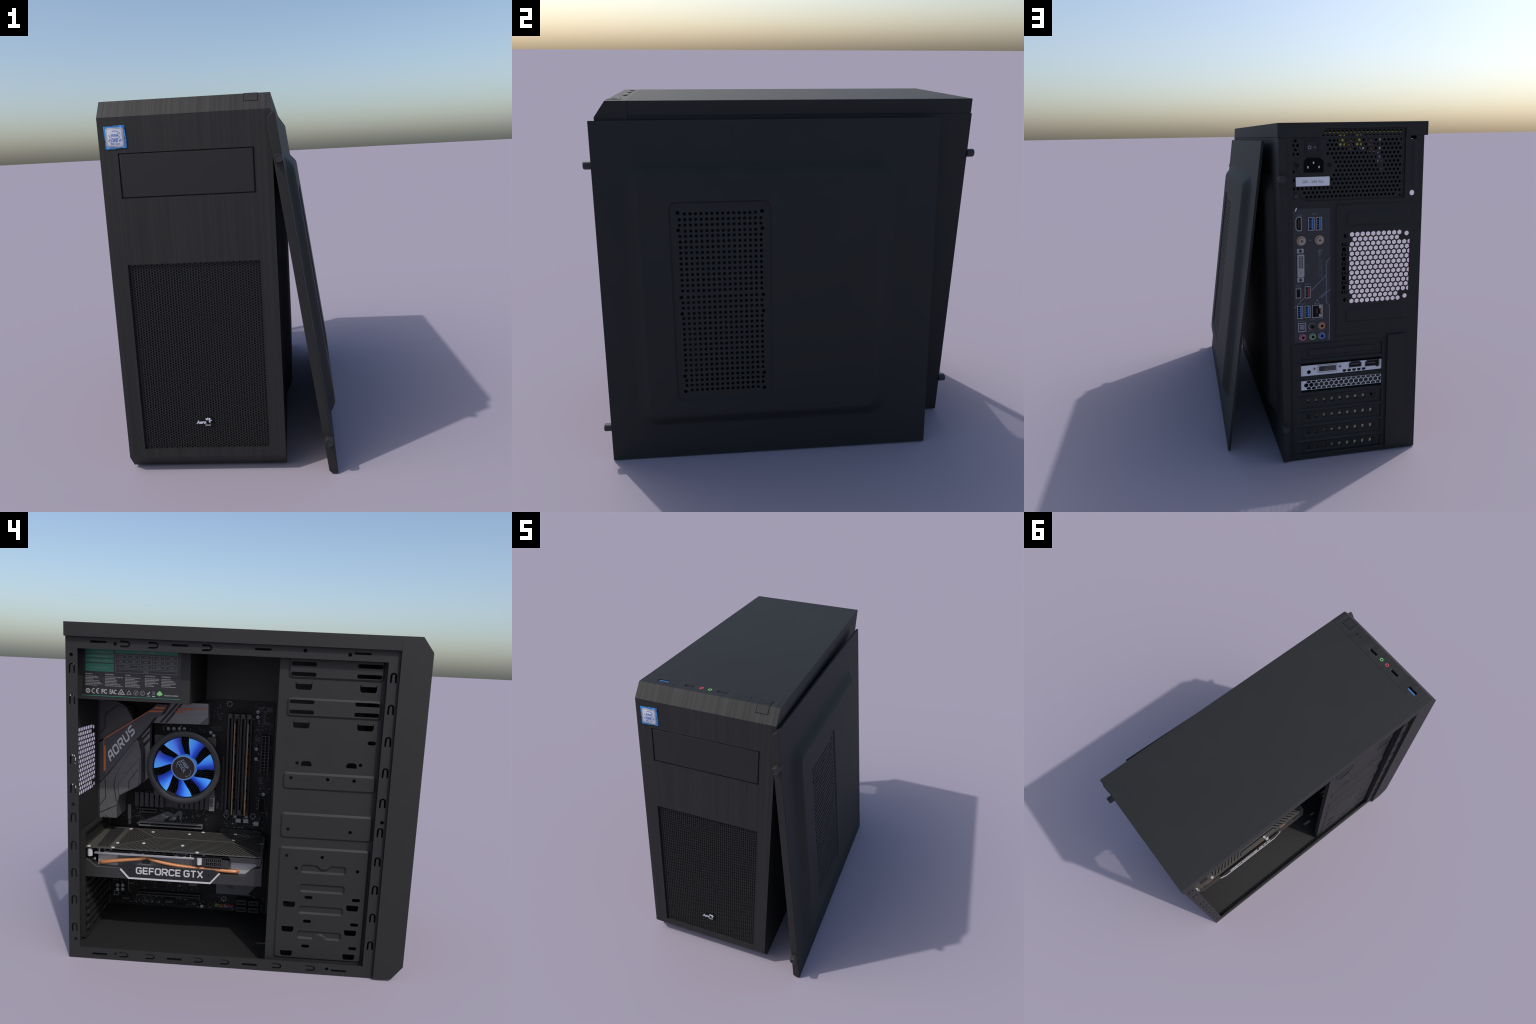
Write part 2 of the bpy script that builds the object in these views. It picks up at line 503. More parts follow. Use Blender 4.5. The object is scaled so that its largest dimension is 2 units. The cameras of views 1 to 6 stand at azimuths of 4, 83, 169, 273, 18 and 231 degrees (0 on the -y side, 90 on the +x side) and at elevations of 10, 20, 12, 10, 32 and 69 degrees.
def pad(part, fr, a0, a1, b0, b1, r, n0, n1, slope, m, holes=(), t=0.003):
    """embossed pad: sloped rim plus a top plate with holes"""
    a0, a1 = sorted((a0, a1))
    k = 5
    o = rrect(a0, a1, b0, b1, r, k)
    i = rrect(a0 + slope, a1 - slope, b0 + slope, b1 - slope, max(r - slope * .5, .004), k)
    part.loft(fr, o, n0, i, n1, m)
    if holes:
        part.plate(fr, [i] + list(holes), n1 - t, n1, m)
    else:
        part.face(fr, i, n1, m)
    return o

def honeycomb(a0, a1, b0, b1, px, pz, r, n, ph=0.0, shift=0.5, keep=lambda a, b: True):
    """staggered rows of holes"""
    out, row = [], 0
    b = b1
    while b > b0 - 1e-6:
        a = a0 + (shift * px if row % 2 else 0)
        while a < a1 + 1e-6:
            if keep(a, b): out.append(circle(a, b, r, n, ph))
            a += px
        b -= pz
        row += 1
    return out

def clip(loop, a0, a1, b0, b1):
    """clip a convex loop to a rectangle"""
    def cut(pts, inside_, cross):
        out = []
        for i, p in enumerate(pts):
            q = pts[i - 1]
            if inside_(p):
                if not inside_(q): out.append(cross(q, p))
                out.append(p)
            elif inside_(q): out.append(cross(q, p))
        return out
    for ax, val, sg in ((0, a0, 1), (0, a1, -1), (1, b0, 1), (1, b1, -1)):
        if not loop: break
        loop = cut(loop, lambda p: (p[ax] - val) * sg >= 0,
                   lambda q, p: tuple(q[k] + (p[k] - q[k]) * (val - q[ax]) / (p[ax] - q[ax]) for k in (0, 1)))
    return loop if len(loop) > 2 and abs(area(loop)) > 2e-5 else None

# ------------------------------------------------------------------ the tower
X0, X1 = -0.551, 0.255          # outer width (bezel and top cover)
XF, XR = -0.531, 0.253          # steel frame, mounted right cover
YF, YB = -0.9333, 0.957         # front face, rear face
YS = -0.775                     # seam between bezel and steel body
ZT, ZC = 1.873, 1.801           # top of the cover, its lower edge

root = bpy.data.objects.new("desktop_computer", None)
bpy.context.scene.collection.objects.link(root)
root["label"] = "black tower computer with open left side showing lit fan and graphics card"
root["category"] = "computer"

# ---------------- front bezel
bz = Part("front_bezel", root)
side = Frame((0, 0, 0), (0, 1, 0), (0, 0, 1))                       # a = y, b = z, out = +x
prof = [(YS, .010), (-.872, .012), (YF, .0895), (-.915, .0895), (-.915, 1.797), (YF, 1.797), (-.877, ZT), (-.877, 1.845), (YS, 1.845)]
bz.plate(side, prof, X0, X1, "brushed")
mesh_hole = rect(-.4675, .1735, .1335, 1.1005)
bay_hole = rect(-.465, .172, 1.4205, 1.6315)
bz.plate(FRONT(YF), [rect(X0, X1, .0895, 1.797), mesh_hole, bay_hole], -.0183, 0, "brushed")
usb_a = rect(-.1195, -.051, -.833, -.808)
usb_b = rect(-.3085, -.243, -.833, -.808)
usb_c = rect(-.4665, -.4015, -.833, -.808)
jack_l = [circle(-.157, -.823, .011, 16), circle(-.206, -.823, .011, 16)]
led_l = [circle(.077, -.825, .0045, 10), circle(.048, -.826, .0045, 10)]
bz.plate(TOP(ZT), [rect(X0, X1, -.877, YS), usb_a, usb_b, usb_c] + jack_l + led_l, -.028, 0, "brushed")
bz.done()

bay = Part("drive_bay_cover", root, bevel=.004)
bay.plate(FRONT(YF), rect(-.4605, .1665, 1.4255, 1.6265), -.017, -.0012, "plastic").done()
bayb = Part("drive_bay_gap", root)
bayb.plate(FRONT(YF), rect(-.466, .173, 1.420, 1.632), -.0182, -.0075, "meshback").done()

# front intake mesh: staggered holes in vertical columns
grille = Part("front_grille", root)
gf = FRONT(YF + .0095)
cols, rows = 48, 73
dx, dz = .641 / cols, .967 / rows
tt = .004
def cell(part, fr, a0, a1, b0, b1, r, n1, n0, m, seg=8, ca=None, cb=None):
    """rectangular tile with a round hole: top face ring and hole wall"""
    ca = (a0 + a1) / 2 if ca is None else ca
    cb = (b0 + b1) / 2 if cb is None else cb
    ha, hb = (a1 - a0) / 2, (b1 - b0) / 2
    outer, inner = [], []
    for i in range(seg):
        t = 2 * math.pi * (i + (0.5 if seg == 8 and False else 0)) / seg
        c, s = math.cos(t), math.sin(t)
        k = 1 / max(abs(c), abs(s))
        outer.append(((a0 + a1) / 2 + c * k * ha, (b0 + b1) / 2 + s * k * hb))
        inner.append((ca + r * c, cb + r * s))
    v = [fr.p(*p, n1) for p in outer] + [fr.p(*p, n1) for p in inner] + [fr.p(*p, n0) for p in inner]
    f = []
    for i in range(seg):
        j = (i + 1) % seg
        f.append((i, j, seg + j, seg + i))
        f.append((seg + i, seg + j, 2 * seg + j, 2 * seg + i))
    part.add(v, f, m)
for c in range(cols):
    a = -.4675 + c * dx
    odd = c % 2
    for r_ in range(rows + odd):
        b = .1335 + (r_ - .5 * odd) * dz
        b0, b1 = max(b, .1335), min(b + dz, 1.1005)
        if b1 - b0 < dz * .9:
            grille.face(gf, rect(a, a + dx, b0, b1), 0, "mesh")
        else:
            cell(grille, gf, a, a + dx, b0, b1, .0055, 0, -.0052, "mesh")
grille.plate(FRONT(YF), rect(-.4685, .1745, .1325, 1.1015), -.0182, -.0146, "meshback")
gr = grille.done()

# processor sticker
st = Part("processor_sticker", root)
sf = FRONT(YF)
st.plate(sf, [(-.5215, 1.7555), (-.472, 1.7555), (-.470, 1.7590), (-.4215, 1.7590), (-.4205, 1.708), (-.4175, 1.706), (-.4185, 1.6555),
              (-.468, 1.6555), (-.471, 1.652), (-.5185, 1.652), (-.5185, 1.703), (-.5205, 1.706)], 0, .0035, "stickerblue")
o1, o2 = rrect(-.513, -.4275, 1.660, 1.7495, .012), rrect(-.505, -.4355, 1.668, 1.7415, .008)
st.loft(sf, o1, .0035, o1, .0047, "stickeredge")
st.loft(sf, o1, .0047, o2, .0062, "stickeredge")
st.face(sf, o2, .0062, "stickersilver")
st.text(sf, "intel", -.4700, 1.7095, .0150, "stickerink", .0062, .0006, "CENTER", bold=.0003)
el = []
for i in range(26):
    t = math.radians(118 - 300 * i / 25)
    el.append((-.470 + .0265 * math.cos(t), 1.7165 + .0180 * math.sin(t)))
st.plate(sf, strip(el[:10], .0022), .0062, .0068, "stickerink")
st.plate(sf, strip(el[12:], .0022), .0062, .0068, "stickerink")
st.text(sf, "CORE i7", -.4700, 1.6850, .0125, "stickerink", .0062, .0006, "CENTER", bold=.0004)
st.text(sf, "9th Gen", -.4690, 1.6715, .0098, "stickerink", .0062, .0006, "CENTER")
st.done()

# maker's badge on the grille
lg = Part("metal_badge", root, smooth=20)
lf = FRONT(YF + .0095)
lg.plate(lf, [(-.192, .262), (-.190, .272), (-.165, .289), (-.151, .291), (-.146, .302), (-.132, .309), (-.112, .304), (-.103, .288), (-.104, .262),
              (-.108, .248), (-.146, .249), (-.150, .262)], 0, .003, "dark")
lg.text(lf, "Aero", -.191, .2672, .0168, "stickersilver", .003, .003, shear=.22, bold=.0010, width=.98)
lg.text(lf, "Cool", -.1495, .2545, .0108, "smd2", .003, .002, shear=.2, width=.95)
for ang, l0 in ((142, .0195), (100, .0175), (55, .0175), (8, .0180), (-48, .0150)):
    t = math.radians(ang)
    c, s = math.cos(t), math.sin(t)
    bx, by = -.1305 + .0015 * c, .2815 + .0015 * s
    w = .0048
    pts = [(bx, by), (bx + l0 * .5 * c - w * s, by + l0 * .5 * s + w * c), (bx + l0 * c, by + l0 * s), (bx + l0 * .5 * c + w * s, by + l0 * .5 * s - w * c)]
    pk = lf.p(bx + l0 * .5 * c, by + l0 * .5 * s, .0085)
    v = [lf.p(*p, .003) for p in pts] + [pk]
    lg.add(v, [(1, 0, 4), (2, 1, 4), (3, 2, 4), (0, 3, 4)], "stickersilver")
lg.done()

# power button wraps over the top edge
pb = Part("power_button", root)
def btn(x0, x1, y0, f, lift, m):
    ya, za = -.877, ZT
    yb, zb = -.877 + (YF + .877) * f, ZT + (1.797 - ZT) * f
    ny, nz = -(ZT - 1.797), (-.877 - YF)
    l = math.hypot(ny, nz); ny, nz = ny / l * lift, nz / l * lift
    pr = [(y0, za - .01), (ya, za - .012), (yb, zb - .004), (yb + ny, zb + nz), (ya + ny * .6, za + lift), (y0, za + lift)]
    pb.plate(side, pr, x0, x1, m)
btn(.130, .1985, -.811, .49, .0006, "dark")
btn(.1335, .1950, -.8135, .46, .0016, "plastic")
pw = [(.164 + .0115 * math.cos(math.radians(t)), -.844 + .0115 * math.sin(math.radians(t))) for t in range(125, 416, 18)]
pb.plate(TOP(ZT), strip(pw, .0022), .0016, .0030, "slot")
pb.plate(TOP(ZT), strip([(.164, -.829), (.164, -.844)], .0022), .0016, .0030, "slot")
pb.done()

# front ports
def top_usb(name, l, tongue):
    a0, a1 = l[0][0], l[1][0]
    p = Part(name, root)
    p.plate(TOP(ZT), [rect(a0 - .0005, a1 + .0005, -.8335, -.8075), rect(a0 + .003, a1 - .003, -.831, -.810)], -.026, -.0012, "sleeve")
    p.plate(TOP(ZT), rect(a0 + .006, a1 - .006, -.8160, -.8115) if tongue == "plastic" else rect(a0 + .005, a1 - .005, -.829, -.819), -.026, -.007, "sleeve2" if tongue == "plastic" else tongue)
    p.plate(TOP(ZT), rect(a0, a1, -.833, -.808), -.0285, -.0262, "dark")
    p.done()
top_usb("usb_port", usb_a, "plastic")
top_usb("usb_port", usb_b, "plastic")
tu = Part("usb_port", root)
tu.plate(TOP(ZT), rect(-.464, -.404, -.8195, -.8105), -.026, -.004, "usbblue")
tu.plate(TOP(ZT), rect(-.4665, -.4015, -.833, -.808), -.0285, -.0262, "dark").done()
for x, m in ((-.157, "jackgreen"), (-.206, "jackred")):
    j = Part("audio_jack", root)
    ri, ro = circle(x, -.823, .0056, 16), circle(x, -.823, .0118, 16)
    j.loft(TOP(ZT), ro, .0002, circle(x, -.823, .0105, 16), .0022, m)
    j.loft(TOP(ZT), circle(x, -.823, .0105, 16), .0022, ri, .0008, m)
    j.face(TOP(ZT), circle(x, -.823, .0057, 16), .0006, "socket")
    j.loft(TOP(ZT), ri, .0008, ri, -.02, m)
    j.face(TOP(ZT), ri, -.014, "dark").done()

# ---------------- top cover with rear wall notched around the power supply
tc = Part("top_cover", root, bevel=.0015)
tc.plate(FRONT(0), [(X0, ZC), (X0, ZT), (X1, ZT), (X1, ZC + .0005), (X1 - .006, ZC + .0005), (X1 - .006, ZT - .010), (X0 + .008, ZT - .010), (X0 + .008, ZC)],
         -YB, -(YS + .0008), "steel")
tc.done()
tcr = Part("top_cover_rear_wall", root)
tcr.plate(REAR(YB), neg([(X1 - .0062, ZC), (.030, ZC), (.002, 1.842), (-.431, 1.842), (-.431, ZC), (X0 + .0082, ZC), (X0 + .0082, ZT - .0102), (X1 - .0062, ZT - .0102)]),
          -.008, -.0003, "steel").done()

# ---------------- steel chassis
ch = Part("chassis", root)
holes = [neg([(.892, .066), (-.7165, .066), (-.7165, 1.741), (.892, 1.741)])]
for z in (1.665, 1.503, 1.180, 1.018, .855, .695, .537, .377, .211): holes.append(horseshoe(-.922, z, "up"))
for z in (1.691, 1.529, 1.362, 1.197, 1.034, .872, .709, .547, .385, .222): holes.append(horseshoe(.747, z, "up"))
for y in (.613, .465, .186): holes.append(horseshoe(-y, 1.7725, "side"))
for y in (.611, .459, .181, .032, -.263, -.453): holes.append(horseshoe(-y, .034, "side"))
for y0 in (.824, .397, -.033, -.541): holes.append(rrect(-y0, -y0 + .086, 1.772, 1.784, .004))
for y0 in (.821, .390, -.039, -.541): holes.append(rrect(-y0, -y0 + .086, .0225, .0365, .004))
for y, z in ((.925, 1.707), (.923, .903), (.916, .113), (.692, 1.771), (-.291, 1.781), (-.519, 1.770), (-.753, .902), (.686, .038), (-.518, .037)):
    holes.append(circle(-y, z, .0098, 14))
ch.plate(LEFT(XF), [neg([(YB - .002, .003), (YS, .003), (YS, ZC + .03), (YB - .002, ZC + .03)])] + holes, -.006, 0, "steel")
# folded inner lips of the opening
ch.box(XF + .0062, XF + .03, -.7165, .892, 1.741, 1.746, "steel")
ch.box(XF + .0062, XF + .035, -.7222, -.7167, .062, 1.741, "steel")
ch.box(XF + .0062, XF + .012, -.7165, .892, .060, .0655, "steel")
# floor, roof, front wall, right wall
ch.box(XF + .0062, XR - .004, YS, YB - .0037, .003, .010, "inner")
ch.box(XF + .0062, XR - .004, YS, YB - .012, ZC - .002, ZC + .004, "inner")
ch.box(XF + .0062, XR - .004, YS - .0005, YS + .006, .0102, ZC - .0022, "inner")
ch.done()

tray = Part("motherboard_tray", root)
tray.box(.205, .211, -.165, .945, .0102, 1.798, "inner")
for y0, y1, z0, z1 in ((.25, .62, 1.47, 1.478),):
    tray.box(.196, .2048, y0, y1, z0, z1, "inner")
tray.done()

# ---------------- rear panel
rp = Part("rear_panel", root)
R = REAR(YB)
rx0, rx1 = -.5248, .2490
g_px, g_pz = .0297, .0263
def grille_keep(x, z):
    for cx, cz in ((-.105, 1.284), (-.448, 1.283), (-.447, .931), (-.104, .931)):
        if math.hypot(x - cx, z - cz) < .033: return False
    return True
hexes = []
row = 0
z = 1.2905
while z > .915:
    x = -.1095 if row % 2 == 0 else -.0955
    xs = [-.1095 + .0297 * 2 - .0297 * i for i in range(16)] if row % 2 == 0 else [-.0955 + .0297 * 2 - .0297 * i for i in range(16)]
    for xx in xs:
        if grille_keep(xx, z):
            h = clip(circle(-xx, z, .0133, 6, math.pi / 6), .083, .4665, .905, 1.3055)
            if h: hexes.append(h)
    z -= g_pz
    row += 1
rholes = [neg([(.179, ZC + .002), (.030, ZC + .002), (.002, 1.838), (-.429, 1.838), (-.429, 1.475), (.105, 1.475), (.179, 1.512)]),
          neg([(.181, .702), (-.025, .702), (-.025, 1.438), (.181, 1.441)]),
          neg([(.192, .030), (-.340, .030), (-.340, .690), (.192, .690)])]
rholes += hexes
for cx, cz in ((-.105, 1.284), (-.448, 1.283), (-.447, .931), (-.104, .931)): rholes.append(circle(-cx, cz, .0125, 16))
rholes += [rrect(.458, .484, 1.487, 1.515, .012), rrect(.456, .488, 1.783, 1.800, .006)]
outer = neg([(rx1, .003), (rx0, .003), (rx0, ZC - .0005), (-.433, ZC - .0005), (-.433, 1.8395), (.003, 1.8395), (.031, ZC - .0005), (rx1, ZC - .0005)])
rp.plate(R, [outer] + rholes, -.0035, -.002, "steel")
# pressed pads around the case fan
ra = [(-.106, -.460, 1.336, 1.412), (-.103, -.455, .803, .880)]
for x0, x1, z0, z1 in ra:
    pad(rp, R, -x0, -x1, z0, z1, .012, -.002, .007, .010, "steel")
frame_o, frame_i = rrect(.053, .5, .725, 1.458, .02), rrect(.064, .489, .736, 1.447, .016)
rp.text(R, "MADE IN CHINA", .281, 1.362, .020, "screw", .007, .0012, "CENTER", width=1.15)
pad(rp, R, .468, .496, 1.535, 1.768, .010, -.002, .003, .006, "steel")
rp.done()
# flange of the rear panel around the fan pad
rb = Part("rear_ribs", root, bevel=.002)
for l in (neg([(-.052, .722), (-.058, .722), (-.058, 1.452), (-.052, 1.452)]), neg([(-.052, 1.452), (-.49, 1.452), (-.49, 1.458), (-.052, 1.458)]),
          neg([(-.052, .721), (-.33, .721), (-.33, .727), (-.052, .727)])):
    rb.plate(R, l, -.0022, .0012, "steel")
# slot bay: side frame and raised bars between the slots
rb.plate(R, neg([(.197, .024), (.186, .024), (.186, .695), (.197, .695)]), -.0022, .002, "steel")
rb.plate(R, neg([(.186, .686), (-.345, .686), (-.345, .695), (.186, .695)]), -.0022, .002, "steel")
rb.plate(R, neg([(.186, .024), (-.345, .024), (-.345, .036), (.186, .036)]), -.0022, .002, "steel")
rb.done()
bars = Part("slot_bars", root, bevel=.003)
for z in (.592, .493, .3965, .301, .207, .1115):
    lo, hi = z - .011, z + .011
    pr = [(-.03, lo - .002), (-.010, lo - .002), (.001, lo + .008), (.001, hi - .008), (-.010, hi + .002), (-.03, hi + .002)]
    sd = Frame((0, YB, 0), (0, 1, 0), (0, 0, 1))
    bars.plate(sd, pr, -.339, .191, "steel")
bars.done()
sc = Part("slot_bay_sides", root)
sc.box(.1465, .194, YB - .030, YB - .0037, .026, .693, "steel")
sc.box(-.3425, -.3235, YB - .030, YB - .0037, .026, .693, "steel")
sc.box(-.323, .146, YB - .030, YB - .0037, .6775, .693, "steel")
sc.box(-.323, .146, YB - .030, YB - .0037, .0115, .029, "steel").done()
# blank slot covers
S = REAR(YB - .012)
for k, z in enumerate((.350, .2555, .160, .0655)):
    s = Part("slot_cover", root)
    hs = [rect(-(.103 - .0463 * i) - .0088, -(.103 - .0463 * i) + .0088, z - .011, z + .011) for i in range(9)]
    o = rect(-.1464, .3234, z - .0362, z + .0362)
    i_ = rrect(-.125, .292, z - .020, z + .020, .006, 2)
    i2 = rrect(-.119, .286, z - .015, z + .015, .005, 2)
    s.plate(S, [o, i_], -.004, 0, "steel")
    s.loft(S, i_, 0, i2, -.006, "steel")
    s.plate(S, [i2] + hs, -.018, -.006, "steel").done()
s = Part("slot_cover", root)
z = .641
s.plate(S, rect(-.1464, .3234, z - .0362, z + .0362), -.004, 0, "steel")
pad(s, S, -.108, .280, z - .020, z + .022, .006, 0, .006, .006, "steel")
s.done()
cv = Part("slot_screw_cover", root, bevel=.003)
cv.plate(R, neg([(-.347, .028), (-.474, .028), (-.462, .714), (-.350, .714)]), -.0022, .010, "steel").done()

# ---------------- right side cover, still mounted, and the left cover leaning outside: same pressing
PL, PH = 1.736, 1.797        # length along the case, height
BULGE = .042
def side_cover(name, fr, sgn, vent, parent):
    """pressed steel cover; a runs from the screw flange to the far end (times sgn)"""
    p = Part(name, parent, smooth=28)
    m = "steel"
    g = Frame(fr.o, fr.u * sgn, fr.v)
    g.n = fr.n
    k = 7
    base = rrect(.150, 1.515, .190, 1.600, .10, k)
    plat = rrect(.216, 1.425, .262, 1.530, .055, k)
    edge = rrect(0, PL, 0, PH, .0006, k)
    rings = [(edge, 0.0), (rrect(.144, 1.521, .184, 1.606, .105, k), 0.0)]
    for i in range(9):
        t = i / 8
        s = t * t * (3 - 2 * t)
        s = .55 * s + .45 * t
        rings.append(([(b[0] + (q[0] - b[0]) * t, b[1] + (q[1] - b[1]) * t) for b, q in zip(base, plat)], BULGE * s))
    rings.append((rrect(.222, 1.419, .268, 1.524, .052, k), BULGE))
    if vent:
        rings.append((rrect(.356, .878, .335, 1.412, .040, k), BULGE))
        r1 = rrect(.362, .872, .341, 1.406, .036, k)
        r2 = rrect(.370, .864, .349, 1.398, .031, k)
        lim = rrect(.395, .838, .388, 1.361, .0004, k)
        rings += [(r1, BULGE), (r2, BULGE - .0085), (lim, BULGE - .0085)]
    T = .0035
    for j in range(len(rings) - 1):
        (l0, h0), (l1, h1) = rings[j], rings[j + 1]
        p.loft(g, l0, h0, l1, h1, m)
        p.loft(g, l0, h0 - T, l1, h1 - T, m)
    if not vent:
        p.face(g, rings[-1][0], BULGE, m)
        p.face(g, rings[-1][0], BULGE - T, m)
    else:
        # rows of punched holes: short rows carry a larger screw hole at each end
        zs = []
        def rowset(top, n):
            return [top - .0283 * i for i in range(n)]
        short = {1.345, 1.2585, .916, .829, .4875, .404}
        zs = [1.345, 1.317, 1.289, 1.2585] + rowset(1.233, 11) + [.916, .888, .859, .829] + [.803 - .0286 * i for i in range(11)] + [.4875, .460, .432, .404]
        zb = [1.361] + [(zs[i] + zs[i + 1]) / 2 for i in range(len(zs) - 1)] + [.388]
        big = {1.345: 1.351, 1.2585: 1.265, .916: .9165, .829: .829, .4875: .4845, .404: .3965}
        h = BULGE - .0085
        c0, c1 = .395, .838
        xs = [.4135 + .027 * i for i in range(16)]
        xb = [(xs[i] + xs[i + 1]) / 2 for i in range(15)]
        for i, z in enumerate(zs):
            hi, lo = zb[i], zb[i + 1]
            for n1, n0 in ((h, h - T), (h - T, h)):
                if z in big:
                    cell(p, g, c0, xb[0] + .002, lo, hi, .0100, n1, n0, m, 16, .4065, max(lo + .0102, min(hi - .0102, big[z])))
                    cell(p, g, xb[-1] - .002, c1, lo, hi, .0100, n1, n0, m, 16, .8255, max(lo + .0102, min(hi - .0102, big[z])))
                    inner = [(xb[0] + .002 if q == 1 else xb[q - 1], xb[-1] - .002 if q == 14 else xb[q], xs[q]) for q in range(1, 15)]
                else:
                    inner = [(c0 if q == 0 else xb[q - 1], c1 if q == 15 else xb[q], xs[q]) for q in range(16)]
                for a0, a1, cx in inner:
                    cell(p, g, a0, a1, lo, hi, .0082, n1, n0, m, 16, cx, z)
    # rim folded inwards on three sides
    for l in (rect(.012, PL, 0, .005), rect(.012, PL, PH - .005, PH), rect(PL - .005, PL, .0052, PH - .0052)):
        p.plate(g, l, -.014, -.0002, m)
    p.plate(g, rect(PL - .02, PL - .0052, .0052, PH - .0052), -.014, -.010, m)
    # deep screw flange with chamfered ends
    fl = Frame(fr.o, fr.n, fr.v)
    fl.n = fr.u * sgn
    ob = p.done()
    q = Part("screw_flange", ob, bevel=.0045)
    q.plate(fl, [(-.0002, .0005), (-.022, .0005), (-.042, .018), (-.042, 1.755), (-.039, 1.768), (-.031, 1.780), (-.018, 1.791), (-.0002, 1.7965)], -.001, .013, m)
    q.done()
    bm = bmesh.new()
    bm.from_mesh(ob.data)
    bmesh.ops.recalc_face_normals(bm, faces=bm.faces)
    bm.to_mesh(ob.data)
    bm.free()
    return ob

side_cover("right_side_cover", Frame((XR, YB + .006, .003), (0, 1, 0), (0, 0, 1)), -1, False, root)

def thumbscrew(name, parent):
    """knurled thumbscrew head, axis along local +z, base at z = 0"""
    p = Part(name, parent, smooth=50)
    f = Frame((0, 0, 0), (1, 0, 0), (0, 1, 0))
    n = 20
    c = lambda r, w=0.0: [(r * (1 + (w if i % 2 else -w)) * math.cos(2 * math.pi * i / n), r * (1 + (w if i % 2 else -w)) * math.sin(2 * math.pi * i / n)) for i in range(n)]
    prof = [(.021, -.001, 0), (.021, .034, .0), (.0190, .0385, 0), (.0160, .0388, 0), (.0150, .036, 0)]
    for (r0, z0, w0), (r1, z1, w1) in zip(prof, prof[1:]):
        p.loft(f, c(r0, w0), z0, c(r1, w1), z1, "screw")
    p.face(f, c(.0150), .036, "screw")
    return p.done()
ts = thumbscrew("thumbscrew", root)
mr = REAR(YB + .006)
repeat(ts, [Matrix.Translation(mr.p(-.241, z)) @ mr.matrix().to_3x3().to_4x4() for z in (1.594, .2195)])

# leaning cover
FB, RB, FT, RT = (np.array(q) for q in ((.5127, -.9618, .0036), (.549, .7735, .0070), (.2722, -.9622, 1.7825), (.3076, .7735, 1.7869)))
ey = (RB - FB) + (RT - FT); ey /= np.linalg.norm(ey)
ez = (FT - FB) + (RT - RB); ez -= (ez @ ey) * ey; ez /= np.linalg.norm(ez)
org = (FB + RB + FT + RT) / 4 - ey * PL / 2 - ez * PH / 2
lean = Frame(org, ey, ez)
lo = min(lean.p(a, b, n)[2] for a in (0, PL) for b in (0, PH) for n in (0, -.014))
lean.o[2] -= lo
cov = side_cover("side_cover", lean, 1, True, None)
cov["label"] = "black steel side cover with perforated vent leaning against the tower"
cov["category"] = "computer part"
ts2 = thumbscrew("thumbscrew", cov)
ff = Frame(lean.o, lean.n, lean.v)       # out = n x ez = -ey ... screw axis
ff.n = -lean.u
def mtx(o, u, v, n):
    m = Matrix.Identity(4)
    for i in range(3): m[i][0], m[i][1], m[i][2], m[i][3] = u[i], v[i], n[i], o[i]
    return m
repeat(ts2, [mtx(lean.p(0, z, -.019), np.cross(lean.v, -lean.u), lean.v, -lean.u) for z in (1.588, .1885)])

# ---------------- drive cage
XC, XP = -.491, -.499
cg = Part("drive_cage", root, smooth=20)
LC = LEFT(0)
def notch(y0, z_top):
    a = -y0
    return [(a, z_top), (a + .004, z_top), (a + .005, z_top - .008), (a + .082, z_top - .008), (a + .083, z_top), (a + .087, z_top),
            (a + .087, z_top - .026), (a + .080, z_top - .038), (a + .009, z_top - .038), (a, z_top - .028)]
def dee(yc, zc, w=.055, h=.028):
    a = -yc
    return [(a - w / 2, zc - h / 2), (a + w / 2, zc - h / 2), (a + w / 2, zc + .004), (a + w / 2 - .012, zc + h / 2), (a - w / 2 + .012, zc + h / 2), (a - w / 2, zc + .004)]
pads = [(-.212, -.708, 1.637, 1.760), (-.211, -.707, 1.438, 1.540), (-.211, -.711, 1.047, 1.143), (-.212, -.712, .774, .920), (-.212, -.711, .066, .728)]
base_holes = [rrect(-y0, -y1, z0, z1, .018) for y0, y1, z0, z1 in pads]
for y0, zt in ((-.252, 1.620), (-.588, 1.620), (-.251, 1.418), (-.588, 1.4195)): base_holes.append(notch(y0, zt))
base_holes += [rrect(.649, .693, 1.308, 1.329, .010), circle(.284, 1.193, .0095), circle(.621, 1.198, .0095), dee(-.3335, 1.192), dee(-.574, 1.193)]
cg.plate(LC, [neg([(-.166, .0105), (-.724, .0105), (-.724, 1.797), (-.166, 1.797)])] + base_holes, -XC - .005, -XC, "steel")
pad_holes = [[], [], [], [], []]
for y0, y1, zc in ((-.226, -.356, 1.715), (-.567, -.697, 1.716), (-.226, -.357, 1.662), (-.567, -.696, 1.6635)):
    pad_holes[0].append(rrect(-y0, -y1, zc - .0105, zc + .0105, .009))
for y0, y1, zc in ((-.226, -.356, 1.520), (-.568, -.697, 1.5195), (-.226, -.357, 1.466), (-.567, -.697, 1.466)):
    pad_holes[1].append(rrect(-y0, -y1, zc - .0105, zc + .0105, .009))
pad_holes[2] = [circle(-y, z, .0095) for y, z in ((-.256, 1.112), (-.452, 1.113), (-.593, 1.113))]
pad_holes[3] = [circle(-y, z, .0095) for y, z in ((-.256, .827), (-.593, .828))]
ph = [circle(-y, z, .0095) for y, z in ((-.257, .677), (-.452, .677), (-.314, .606), (-.650, .608))]
for y0, zc in ((-.370, .441), (-.632, .4405), (-.370, .299), (-.633, .2955), (-.369, .149), (-.633, .1535)): ph.append(rrect(-y0, -y0 + .045, zc - .0095, zc + .0095, .009))
for y0, zt in ((-.2525, .4105), (-.604, .4085), (-.252, .2625), (-.603, .2615), (-.252, .1165), (-.604, .1165)):
    a = -y0
    ph.append([(a, zt), (a + .067, zt), (a + .066, zt - .024), (a + .058, zt - .033), (a + .008, zt - .033), (a + .001, zt - .024)])
